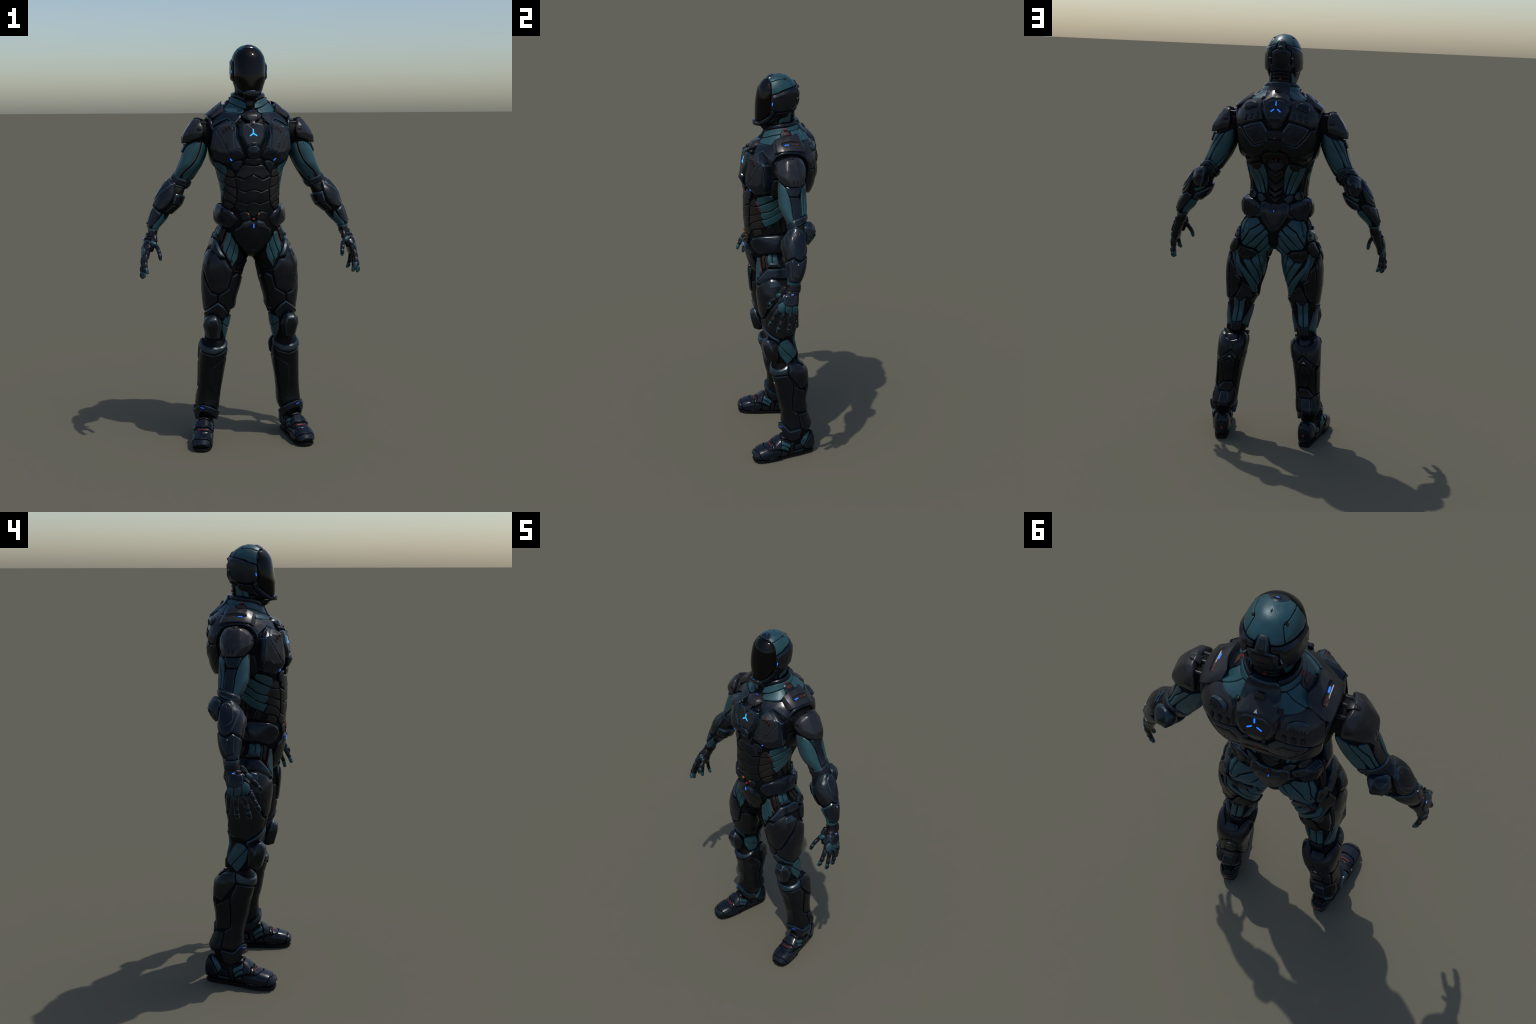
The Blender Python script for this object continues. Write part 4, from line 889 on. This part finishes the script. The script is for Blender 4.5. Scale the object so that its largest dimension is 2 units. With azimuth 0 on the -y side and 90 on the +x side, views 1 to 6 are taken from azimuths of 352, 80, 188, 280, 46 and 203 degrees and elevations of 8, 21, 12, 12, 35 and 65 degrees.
plate('thigh_plate', 'thigh', TH, [(-76, .866), (-34, .889), (-20, .873), (-17, .811), (7, .778), (7, .748), (-30, .697), (-86, .704), (-92, .780)], 'char', lift=.004, edge=.007, rise=.004, edge_mat='navy')
plate('thigh_plate', 'thigh', TH, [(10, .781), (33, .795), (96, .956), (118, .937), (134, .912), (136, .800), (137, .702), (75, .686), (50, .706), (12, .747)], 'graph', lift=.003, edge=.009, rise=.004, edge_mat='navy')
plate('thigh_plate', 'thigh', TH, [(137, .905), (158, .875), (167, .829), (178, .814), (175, .752), (152, .716), (138, .704)], 'char', lift=.002, edge=.007, edge_mat='navy')
plate('thigh_trim', 'thigh', TH, [(134, .938), (146, .945), (160, .893), (181, .822), (169, .827), (159, .880)], 'edge', lift=.004, edge=.004)
for k in range(4): slots('thigh_vent', 'thigh', TH, [(150 + 3.2 * k, .752 - .002 * k)], .012, .003, 60, lift=.003)
plate('knee_guard', 'thigh', TH, [(-30, .690), (-4, .726), (8, .744), (30, .722), (50, .702), (76, .683), (72, .660), (16, .650), (0, .656), (-24, .652)], 'navy', lift=.009, edge=.006, rise=.0045, edge_mat='edge')
detail('knee_guard_inset', 'thigh', TH, on_loft_local(TH, (60, .682), capsule(.022, .010, -25)), 'char', lift=.011)
plate('ham_guard', 'thigh', TH, [(183, .797), (206, .768), (222, .738), (250, .732), (264, .726), (264, .700), (252, .664), (212, .662), (199, .716), (180, .708), (165, .718), (150, .710), (141, .694), (140, .686), (160, .700), (176, .745)], 'char', lift=.002, edge=.006)
for p in ([(-66, .950), (-34, .928), (-30, .905), (-60, .905), (-92, .915)], [(-60, .902), (-28, .902), (-18, .893), (-31, .892), (-76, .869), (-94, .872), (-94, .912)]):
    plate('thigh_pad', 'thigh', TH, p, 'suit', lift=0, edge=.005)
# knee sides
for p in ([(84, .668), (108, .676), (128, .630), (150, .583), (121, .563), (66, .651)], [(57, .641), (64, .648), (117, .563), (93, .533), (60, .590)]):
    plate('knee_muscle', 'thigh', TH, p, 'teal', lift=.003, edge=.0028, rise=.0014)
ribbon('knee_piping', 'thigh', TH, [(111, .675), (131, .630), (152, .585)], .0024, 'redline', lift=.002)
for p in ([(-82, .664), (-26, .654), (-14, .632), (-60, .600), (-96, .590)], [(-62, .596), (-17, .626), (-22, .590), (-52, .540), (-92, .545), (-98, .585)]):
    plate('knee_muscle', 'thigh', TH, p, 'teal', lift=.003, edge=.0028, rise=.0014)
plate('knee_muscle', 'thigh', TH, [(248, .664), (254, .630), (246, .567), (205, .583), (225, .625)], 'teal', lift=.001, edge=.0028, rise=.0014)
ribbon('knee_piping', 'thigh', TH, [(243, .660), (226, .622), (206, .584)], .0024, 'redline', lift=.003)
plate('knee_muscle', 'thigh', TH, [(124, .664), (138, .628), (153, .590), (148, .566), (136, .572)], 'teal', lift=-.001, edge=.0028, rise=.0014)
for p in ([(165, .716), (179.3, .706), (179, .588), (158, .592)], [(180.7, .706), (197, .715), (202, .596), (181, .588)]):
    plate('knee_muscle', 'thigh', TH, p, 'teal', lift=.002, edge=.0028, rise=.0014, dome=.002)
plate('knee_clip', 'thigh', TH, [(172, .716), (190, .716), (187, .700), (175, .700)], 'char', lift=.006, edge=.004)
plate('knee_hinge_box', 'thigh', TH, [(156, .590), (204, .590), (200, .545), (160, .545)], 'navy', lift=.008, edge=.006)
# buttocks and hamstrings
for p in ([(133, 1.118), (146, 1.120), (150, 1.075), (141, 1.041), (128, 1.078)], [(149, 1.120), (180, 1.126), (216, 1.128), (186, 1.097), (171, 1.068), (158, 1.006), (142, 1.036), (152, 1.075)],
          [(221, 1.126), (232, 1.103), (201, 1.073), (183, 1.041), (172, .978), (161, .996), (173, 1.064), (188, 1.094)], [(233, 1.099), (246, 1.072), (213, 1.040), (197, 1.014), (183, .972), (174, .980), (185, 1.038), (202, 1.068)],
          [(248, 1.068), (252, 1.022), (226, 1.000), (211, .983), (195, .953), (185, .970), (200, 1.012), (214, 1.036)], [(253, 1.018), (260, .975), (237, .962), (220, .955), (198, .949), (213, .980), (227, .997)]):
    plate('gluteal_muscle', 'thigh', TH, p, 'teal', lift=.0, edge=.003, rise=.0015, r=.004, dome=.002)
detail('gluteal_vent', 'thigh', TH, on_loft_local(TH, (152, 1.052), capsule(.014, .005, 80)), 'black', lift=.002)
for c in ((214, 1.112), (227, 1.090), (240, 1.062), (249, 1.036)): detail('gluteal_lug', 'thigh', TH, on_loft_local(TH, c, ngon(.0055, 10)), 'black', lift=.004, edge=.003)
plate('gluteal_hinge', 'thigh', TH, [(157, .984), (171, .980), (183, .966), (194, .951), (194, .930), (184, .914), (172, .918), (158, .945)], 'char', lift=.011, edge=.006, edge_mat='navy')
plate('gluteal_hinge_hub', 'thigh', TH, on_loft_local(TH, (174, .962), ngon(.013, 8)), 'joint', lift=.016, edge=.004)
for p in ([(144, .951), (156, .963), (172, .895), (205, .820), (240, .772), (251, .738), (220, .742), (186, .815), (163, .880)], [(168, .932), (173, .916), (187, .914), (216, .856), (246, .795), (242, .775), (207, .822), (185, .872)],
          [(189, .916), (196, .948), (222, .890), (249, .823), (250, .798), (220, .854)], [(198, .946), (217, .953), (236, .930), (254, .890), (266, .823), (252, .826), (226, .888)]):
    plate('hamstring_muscle', 'thigh', TH, p, 'teal', lift=.0, edge=.003, rise=.0015, r=.004, dome=.002)
plate('hip_block', 'thigh', TH, [(106, 1.068), (128, 1.078), (142, 1.034), (138, 1.024), (108, 1.026), (100, 1.045)], 'graph', lift=.011, edge=.005, edge_mat='edge')
for k in range(4): slots('hip_block_slit', 'thigh', TH, [(118 + k * 4.0, 1.050)], .012, .0035, 90, lift=.0122)
plate('hip_pod', 'thigh', TH, [(104, 1.016), (137, 1.018), (154, .984), (146, .947), (124, .944), (106, .965)], 'char', lift=.008, edge=.006, rise=.0045, edge_mat='navy')

# =====================================================================
#  SHIN
# =====================================================================
plate('shin_collar', 'shin', SH, [(-84, .534), (-55, .526), (-30, .512), (-5, .504), (35, .511), (63, .518), (92, .540), (85, .492), (50, .482), (3, .467), (-23, .479), (-60, .506)], 'edge', lift=.006, edge=.008, rise=.006)
slots('shin_slot', 'shin', SH, [(-1, .468), (5, .468)], .014, .005, 90, lift=.004)
plate('shin_plate', 'shin', SH, [(-77, .478), (-60, .501), (-24, .474), (3, .461), (50, .476), (85, .487), (90, .425), (84, .277), (98, .262), (95, .180), (67, .170), (20, .199), (-12, .184), (-42, .165), (-82, .140), (-100, .165), (-98, .40)], 'char', lift=.001, edge=.006, edge_mat='navy')
plate('shin_panel', 'shin', SH, [(-30, .434), (1, .398), (3, .297), (-40, .218), (-62, .232), (-78, .418), (-60, .445)], 'char', lift=.004, edge=.005, edge_mat='navy')
plate('shin_panel', 'shin', SH, [(91, .423), (107, .399), (133, .385), (135, .264), (86, .278)], 'char', lift=.003, edge=.005)
plate('calf_guard', 'shin', SH, [(87, .492), (95, .540), (125, .537), (152, .528), (160, .515), (180, .508), (200, .515), (208, .528), (238, .537), (264, .512), (262, .440), (236, .430), (212, .419), (182, .461), (149, .419), (112, .405)], 'graph', lift=.005, edge=.008, rise=.005, edge_mat='navy')
plate('calf_tab', 'shin', SH, [(162, .530), (198, .530), (196, .514), (188, .505), (172, .505), (164, .514)], 'navy', lift=.006, edge=.004)
slots('calf_slot', 'shin', SH, [(176, .478), (184, .478)], .022, .006, 90, lift=.006)
plate('calf_panel', 'shin', SH, [(182, .458), (211, .418), (205, .383), (196, .386), (189, .411), (175, .411), (168, .383), (160, .380), (150, .418)], 'char', lift=.004, edge=.006, edge_mat='navy')
detail('calf_mark', 'shin', SH, on_loft_local(SH, (181, .428), [(-.008, -.004), (.008, -.004), (0, .006)]), 'pale', lift=.006)
plate('calf_panel', 'shin', SH, [(176, .409), (188, .409), (196, .384), (204, .380), (208, .297), (174, .294), (161, .376), (168, .381)], 'char', lift=.003, edge=.005)
plate('calf_panel', 'shin', SH, [(136, .386), (148, .414), (159, .374), (172, .293), (150, .259), (136, .263)], 'char', lift=.001, edge=.005)
plate('calf_panel', 'shin', SH, [(259, .436), (236, .426), (214, .415), (207, .378), (210, .297), (224, .262), (259, .222)], 'char', lift=.001, edge=.005)
plate('calf_band', 'shin', SH, [(173, .291), (202, .293), (224, .260), (196, .242), (164, .242), (150, .257)], 'graph', lift=.008, edge=.007, edge_mat='navy')
plate('achilles_guard', 'shin', SH, [(166, .240), (198, .240), (202, .166), (166, .166)], 'navy', lift=.005, edge=.007, edge_mat='edge')
plate('ankle_plate', 'shin', SH, [(101, .257), (149, .255), (164, .240), (164, .168), (140, .160), (98, .178)], 'char', lift=.002, edge=.005, edge_mat='navy')
detail('ankle_boss', 'shin', SH, on_loft_local(SH, (118, .215), capsule(.030, .012, 85)), 'char', lift=.005, edge=.003)
plate('ankle_plate', 'shin', SH, [(200, .240), (225, .258), (259, .216), (262, .150), (230, .158), (204, .166)], 'char', lift=.002, edge=.005, edge_mat='navy')
plate('ankle_cuff', 'shin', SH, [(97, .176), (67, .164), (50, .184), (22, .196), (-8, .181), (-45, .160), (-86, .134), (-86, .104), (-55, .106), (-28, .138), (0, .157), (27, .164), (48, .122), (72, .106), (97, .122)], 'navy', lift=.012, edge=.003, rise=.0015, depth=.006, edge_mat='edge')
detail('ankle_light', 'shin', SH, on_loft_local(SH, (22, .180), capsule(.016, .004, 10)), 'dim', lift=.0135)

# =====================================================================
#  FOOT
# =====================================================================
soleP = []
Lf = LOFTS['foot']
for t in (.004, .02, .05, .09, .135, .175, .21, .24, .28, .305, .322, .335, .344):
    for s in (90, -90):
        p = Lf.point(s, t)
        v = _hermite(Lf.t, Lf.V, np.array([t]))[0]; c = Lf.point(0, t); sx = v[1] if s > 0 else v[0]
        O, X, Y, Z = Lf.frame
        q = O + X * (sx * .95) + Z * (t * .985 + .002)
        soleP += [(q[0], q[1], .016), (q[0], q[1], .006)]
        q2 = O + X * (sx * .86) + Z * (t * .96 + .005); soleP.append((q2[0], q2[1], 0.0))
solid('sole', 'foot', soleP, 'black', bevel=0)
for t in np.linspace(.205, .330, 8):
    for s in (1, -1):
        v = _hermite(Lf.t, Lf.V, np.array([t]))[0]; O, X, Y, Z = Lf.frame; w = v[1] if s > 0 else v[0]
        c = O + X * (w * .92) + Z * (t * .985)
        b = hull_mesh('sole_lug', [tuple(c + X * a * .004 + Z * e * .0055 + np.array([0, 0, z])) for a in (-1, .8) for e in (-1, 1) for z in (.004, .014)], 'black', bevel=.001); place('sole_lug', b, 'foot')
plate('toe_cap', 'foot', FO, [(-100, .314), (-45, .323), (0, .329), (45, .322), (100, .313), (100, .340), (50, .3435), (0, .3435), (-50, .3435), (-100, .340)], 'navy', lift=.004, edge=.003, rise=.0018, gap=.0003)
plate('vamp', 'foot', FO, fullsym([(0, .326), (45, .318), (92, .311), (110, .280), (98, .266), (112, .212), (103, .200), (85, .207), (62, .250), (40, .272), (0, .282)]), 'navy', mirror=True, lift=.004, edge=.003, rise=.0018, gap=.0003, edge_mat='navy')
plate('tongue_plate', 'foot', FO, fullsym([(0, .279), (38, .269), (55, .248), (26, .246), (0, .250)]), 'navy', lift=.002, edge=.003, rise=.0018, gap=.0003)
ribbon('tongue_red_strip', 'foot', FO, [(-24, .2475), (0, .2505), (24, .2475)], .0038, 'red', lift=.004)
plate('tongue_plate', 'foot', FO, fullsym([(0, .247), (36, .244), (58, .244), (54, .237), (24, .230), (0, .235)]), 'joint', lift=.003, edge=.003, rise=.0018, gap=.0003)
for a in (-18, 0, 18): detail('tongue_stud', 'foot', FO, on_loft_local(FO, (a, .240), capsule(.008, .006, 90)), 'joint', lift=.006, edge=.002)
plate('instep_guard', 'foot', FO, fullsym([(0, .233), (21, .226), (58, .230), (78, .206), (52, .199), (22, .192), (0, .190)]), 'navy', lift=.006, edge=.003, rise=.0018, gap=.0003, edge_mat='navy')
plate('ankle_hinge', 'foot', FO, fullsym([(0, .186), (24, .189), (36, .176), (30, .160), (0, .158)]), 'joint', lift=.006, edge=.003, rise=.0018, gap=.0003)
for sg in (1, -1):
    f = (lambda p: p) if sg > 0 else neg
    slots('instep_rivet', 'foot', FO, [(66 * sg, .212)], .006, .0059, 0, lift=.008, mat='joint')
    plate('shoe_panel', 'foot', FO, f([(32, .194), (52, .181), (73, .145), (90, .152), (59, .198)]), 'teal', lift=.001, edge=.003, rise=.0018, gap=.0003)
    plate('shoe_panel', 'foot', FO, f([(63, .199), (91, .155), (104, .159), (92, .177), (79, .203)]), 'teal', lift=.001, edge=.003, rise=.0018, gap=.0003)
    plate('shoe_guard', 'foot', FO, f([(93, .197), (109, .160), (130, .160), (126, .205)]), 'navy', lift=.003, edge=.003, rise=.0018, gap=.0003)
    plate('shoe_strap', 'foot', FO, f([(60, .142), (66, .128), (128, .132), (128, .156), (105, .152)]), 'char', lift=.004, edge=.003, rise=.0018, gap=.0003)
    plate('heel_panel', 'foot', FO, f([(84, .120), (78, .092), (95, .076), (100, .126)]), 'navy', lift=.003, edge=.003, rise=.0018, gap=.0003)
    plate('shoe_panel', 'foot', FO, f([(18, .034), (44, .036), (92, .074), (76, .090), (40, .070)]), 'teal', lift=.001, edge=.003, rise=.0018, gap=.0003)
    plate('heel_cup', 'foot', FO, f([(50, .033), (94, .071), (104, .058), (112, .030), (108, .008), (60, .006), (40, .012)]), 'navy', lift=.003, edge=.003, rise=.0018, gap=.0003)
    plate('sole_rim', 'foot', FO, f([(108, .272), (99, .264), (114, .212), (128, .212), (126, .262)]), 'navy', lift=.005, edge=.003, rise=.0018, gap=.0003)
    plate('sole_rim', 'foot', FO, f([(104, .132), (99, .074), (118, .070), (122, .132)]), 'navy', lift=.005, edge=.003, rise=.0018, gap=.0003)
solid('heel_counter', 'foot', [tuple(Lf.frame[0] + Lf.frame[1] * x + Lf.frame[3] * t + np.array([0, 0, z])) for x, t, z in
      ((.018, .001, .095), (-.018, .001, .095), (.026, .006, .09), (-.026, .006, .09), (.030, .005, .06), (-.030, .005, .06), (.016, -.003, .066), (-.016, -.003, .066), (.018, -.002, .042), (-.018, -.002, .042), (.026, .005, .022), (-.026, .005, .022), (.012, .012, .124), (-.012, .012, .124), (.034, .022, .09), (-.034, .022, .09), (.034, .022, .03), (-.034, .022, .03))],
      'navy', bevel=.008, seg=3, sharp=60)
hc = Lf.frame[0] + Lf.frame[3] * -.001 + np.array([0, 0, .062])
solid('heel_light', 'foot', [tuple(hc + Lf.frame[1] * x + Lf.frame[3] * d + np.array([0, 0, z])) for x, z in ((-.006, .007), (.006, .007), (.006, -.004), (.002, -.007), (-.002, -.007), (-.006, -.004)) for d in (-.0045, .006)], 'red', bevel=.001)

# =====================================================================
#  UPPER ARM
# =====================================================================
BIC = [(10, 1.534), (30, 1.526), (53, 1.514), (63, 1.495), (70, 1.476), (78, 1.431), (73, 1.375), (55, 1.366), (36, 1.363), (18, 1.357), (15, 1.391), (0, 1.417), (-7, 1.446), (-11, 1.487), (-9, 1.528)]
plate('biceps', 'upper_arm', UA, BIC, 'teal', lift=.001, edge=.003, rise=.0015, dome=.003, r=.008)
ribbon('biceps_piping', 'upper_arm', UA, [(-7, 1.530), (-8.5, 1.487), (-4.5, 1.446), (2.5, 1.418), (17.5, 1.392), (21, 1.360)], .0024, 'redline', lift=.0025)
ribbon('biceps_crease', 'upper_arm', UA, [(13, 1.527), (14, 1.490), (20, 1.462), (32, 1.437)], .0022, 'black', lift=.0032)
plate('biceps', 'upper_arm', UA, [(-14, 1.530), (-16, 1.487), (-12, 1.446), (-5, 1.413), (10, 1.386), (12, 1.352), (-42, 1.333), (-66, 1.374), (-86, 1.412), (-80, 1.465), (-50, 1.515)], 'teal', lift=.0, edge=.003, rise=.0015, dome=.002)
for c in ((8, 1.362), (-22, 1.350)): detail('biceps_lug', 'upper_arm', UA, on_loft_local(UA, c, capsule(.016, .010, 80)), 'black', lift=.004, edge=.003)
plate('deltoid_plate', 'upper_arm', UA, [(54, 1.520), (116, 1.522), (102, 1.479), (72, 1.479)], 'navy', lift=.008, edge=.004, edge_mat='edge')
dots('deltoid_dot', 'upper_arm', UA, (87, 1.492), s=.0055, rad=.002, up=-1, lift=.009)
plate('arm_plate', 'upper_arm', UA, [(73, 1.476), (102, 1.476), (113, 1.456), (115, 1.386), (76, 1.374), (81, 1.434)], 'navy', lift=.001, edge=.004)
for p in ([(117, 1.513), (141, 1.523), (152, 1.516), (129, 1.450), (130, 1.391), (118, 1.387), (116, 1.450)], [(155, 1.516), (176, 1.527), (161, 1.469), (153, 1.424), (151, 1.391), (133, 1.391), (132, 1.450)],
          [(178, 1.527), (207, 1.546), (222, 1.520), (229, 1.485), (227, 1.447), (211, 1.396), (196, 1.369), (186, 1.381), (163, 1.391), (156, 1.424), (164, 1.469)], [(230, 1.444), (224, 1.360), (210, 1.356), (199, 1.367), (214, 1.395)]):
    plate('triceps', 'upper_arm', UA, p, 'teal', lift=.0, edge=.003, rise=.0015, dome=.002)
plate('arm_plate', 'upper_arm', UA, [(232, 1.495), (262, 1.495), (268, 1.42), (290, 1.365), (270, 1.340), (236, 1.345), (226, 1.360), (232, 1.445)], 'char', lift=0, edge=.006)
for k, (dz, nm) in enumerate(((0, 'elbow_band'), (-.029, 'elbow_band'))):
    top = [(-52, 1.336), (-20, 1.345), (15, 1.357), (36, 1.365), (74, 1.375), (116, 1.386), (150, 1.391), (165, 1.390), (187, 1.379), (200, 1.365), (235, 1.345), (262, 1.336), (307, 1.335)]
    bot = [(t, z - .027) for t, z in reversed(top)]
    plate(nm, 'upper_arm', UA, [(t, max(1.301, z + dz)) for t, z in top] + [(t, max(1.3005, z + dz)) for t, z in bot], 'navy' if k == 0 else 'char', lift=.004 - .004 * k, edge=.006, r=.003, edge_mat='edge' if k == 0 else None)
# shoulder mechanism
place('shoulder_joint', tube_mesh('shoulder_joint', [(.165, .022, 1.575), (.245, .022, 1.575)], [.062, .060], 'suit', n=24, side=(0, 1, 0), capk=.5), 'upper_arm')
for k, (y, z) in enumerate(((-.012, 1.622), (.022, 1.634), (.058, 1.624))):
    place('shoulder_piston', tube_mesh('shoulder_piston', [(.175, y, z - .004), (.245, y, z + .002)], [.010, .008], 'char', n=12, side=(0, 1, 0)), 'upper_arm')
place('shoulder_ring', tube_mesh('shoulder_ring', [(.165, .022, 1.572), (.190, .022, 1.570)], [.088, .082], 'suit', n=32, side=(0, 1, 0), capk=.12), 'upper_arm')
padf = OnShape([PAD], (.245, -.06, 1.594), (.1, 1, 0)); slots('pad_port', 'upper_arm', padf, [(0, 0)], .020, .010, 0, rim='black', mat='char', lift=.001)
padb = OnShape([PAD], (.255, .10, 1.594), (.1, -1, 0)); slots('pad_port', 'upper_arm', padb, [(0, 0)], .020, .010, 0, rim='black', mat='char', lift=.001)
pads = OnShape([PAD], (.33, .03, 1.548), (-1, 0, -.1)); slots('pad_slot', 'upper_arm', pads, [(-.009, 0), (.009, 0)], .022, .006, 90, lift=.001)
solid('pad_hinge', 'upper_arm', [(.228, .008, 1.644), (.228, .040, 1.644), (.250, .012, 1.651), (.250, .036, 1.651), (.260, .016, 1.648), (.260, .032, 1.648), (.23, .01, 1.63), (.23, .04, 1.63)], 'joint', bevel=.003)
padt = OnShape([PAD], (.268, .024, 1.66), (-.5, 0, -1), (0, 1, 0)); detail('pad_button', 'upper_arm', padt, ngon(.009, 8), 'joint', lift=.005, edge=.003)

# =====================================================================
#  FOREARM
# =====================================================================
plate('forearm_shell', 'forearm', FA, [(-3, 1.288), (4, 1.310), (14, 1.332), (45, 1.345), (80, 1.353), (121, 1.337), (138, 1.300), (150, 1.250), (148, 1.226), (130, 1.214), (107, 1.205), (76, 1.223), (30, 1.200), (2, 1.217), (-5, 1.250)], 'graph', lift=.005, edge=.006, rise=.0045, edge_mat='navy')
plate('forearm_crest', 'forearm', FA, [(20, 1.322), (72, 1.346), (118, 1.328), (136, 1.280), (128, 1.238), (112, 1.222), (96, 1.212), (78, 1.228), (54, 1.276)], 'navy', lift=.009, edge=.006, edge_mat='edge')
plate('forearm_crest_inset', 'forearm', FA, [(64, 1.318), (78, 1.332), (92, 1.335), (122, 1.316), (126, 1.285), (120, 1.262), (102, 1.238), (74, 1.264)], 'navy', lift=.0125, edge=.004, r=.010, edge_mat='edge')
detail('forearm_mark', 'forearm', FA, on_loft_local(FA, (92, 1.316), capsule(.012, .004, 90)), 'rust', lift=.0135)
plate('wrist_shell', 'forearm', FA, [(7, 1.184), (30, 1.196), (76, 1.2195), (95, 1.202), (108, 1.202), (130, 1.211), (148, 1.222), (176, 1.213), (182, 1.185), (168, 1.140), (150, 1.114), (102, 1.112), (54, 1.113), (20, 1.124), (6, 1.150)], 'navy', lift=.006, edge=.005, rise=.004, edge_mat='edge')
plate('wrist_shell_inset', 'forearm', FA, [(66, 1.210), (94, 1.197), (112, 1.126), (60, 1.136)], 'graph', lift=.009, edge=.005)
detail('forearm_rivet', 'forearm', FA, on_loft_local(FA, (92, 1.192), ngon(.003, 8)), 'pale', lift=.011)
dots('forearm_dot', 'forearm', FA, (88, 1.134), s=.006, rad=.002, up=-1, lift=.0105)
plate('forearm_box', 'forearm', FA, [(-8, 1.281), (-56, 1.273), (-100, 1.267), (-156, 1.238), (-178, 1.217), (-170, 1.195), (-124, 1.188), (-88, 1.221), (-12, 1.230)], 'navy', lift=.007, edge=.007, edge_mat='edge')
plate('forearm_panel', 'forearm', FA, [(-12, 1.227), (-86, 1.217), (-120, 1.184), (-74, 1.176), (-5, 1.188)], 'char', lift=.003, edge=.006)
plate('forearm_muscle', 'forearm', FA, [(-3, 1.184), (2, 1.150), (18, 1.126), (18, 1.112), (-62, 1.110), (-52, 1.140), (-24, 1.164)], 'teal', lift=.002, edge=.0028, rise=.0014)
plate('forearm_muscle', 'forearm', FA, [(186, 1.190), (232, 1.180), (262, 1.150), (292, 1.113), (190, 1.112), (178, 1.140)], 'teal', lift=.002, edge=.0028, rise=.0014)
plate('elbow_panel', 'forearm', FA, [(172, 1.244), (200, 1.256), (222, 1.268), (206, 1.246), (184, 1.230)], 'teal', lift=.003, edge=.0028, rise=.0014)
def band(name, parent, lname, t0, t1, out, mat):
    place(name, loft_mesh(name, LOFTS[lname], t0, t1, -out, mat, nth=56, nz=5), parent)
band('wrist_ring', 'forearm', 'forearm', 1.1005, 1.110, .003, 'teal')
band('wrist_cuff', 'forearm', 'forearm', 1.0905, 1.099, .0015, 'joint')
band('wrist_cuff', 'hand', 'palm', 1.075, 1.089, .003, 'char')
band('wrist_cuff', 'hand', 'palm', 1.064, 1.072, .002, 'joint')
for a in (-8, 172): detail('wrist_red_mark', 'forearm', FA, on_loft_local(FA, (a, 1.095), capsule(.009, .0035, 90)), 'red', lift=.003)

# =====================================================================
#  HAND
# =====================================================================
plate('hand_plate', 'hand', PA, [(28, 1.059), (70, 1.054), (118, 1.054), (132, 1.018), (116, 1.008), (92, 1.006), (70, 1.017), (50, 1.033)], 'navy', lift=.004, edge=.004, edge_mat='edge')
for p in ([(14, 1.012), (49, 1.029), (72, 1.014), (77, .980), (58, .975), (30, .988)], [(76, 1.012), (91, 1.004), (101, 1.003), (107, .969), (93, .967), (80, .979)], [(103, 1.003), (118, 1.006), (143, 1.001), (165, .973), (125, .967), (110, .969)]):
    plate('knuckle_plate', 'hand', PA, p, 'teal', lift=.003, edge=.0028, rise=.0014)
for a in (62, 92, 120): detail('knuckle_slot', 'hand', PA, on_loft_local(PA, (a, .985), capsule(.008, .003, 90)), 'black', lift=.0035)
plate('thumb_saddle', 'hand', PA, [(-4, 1.062), (26, 1.058), (46, 1.034), (12, 1.016), (-15, 1.018), (-34, 1.045)], 'navy', lift=.003, edge=.004)
place('thumb_joint', tube_mesh('thumb_joint', [(.490, -.066, 1.048), (.476, -.073, 1.040), (.466, -.077, 1.030)], [.012, .0125, .011], 'teal', n=18), 'hand')
detail('thumb_joint_hole', 'hand', PA, on_loft_local(PA, (8, 1.046), ngon(.0035, 10)), 'black', lift=.012)
place('thumb_root', tube_mesh('thumb_root', [(.474, -.040, 1.078), (.474, -.058, 1.052)], [.013, .014], 'joint', n=14), 'hand')
plate('hand_light_housing', 'hand', PA, on_loft_local(PA, (88, 1.058), capsule(.022, .014, 0)), 'joint', lift=.006, edge=.003, gap=0, r=0)
detail('hand_light', 'hand', PA, on_loft_local(PA, (88, 1.0595), capsule(.010, .004, 0)), 'blue', lift=.0075)
detail('hand_red_light', 'hand', PA, on_loft_local(PA, (88, 1.0545), capsule(.013, .003, 0)), 'red', lift=.0075)

place('thumb_web', tube_mesh('thumb_web', [(.488, -.048, 1.062), (.485, -.060, 1.035), (.492, -.070, 1.010)], [.016, .019, .014], 'suit', n=16, flat=.75), 'hand')
place('palm_pad', tube_mesh('palm_pad', [(.500, -.010, 1.050), (.505, -.014, 1.015), (.512, -.020, .985)], [.018, .020, .014], 'suit', n=16, flat=.8), 'hand')
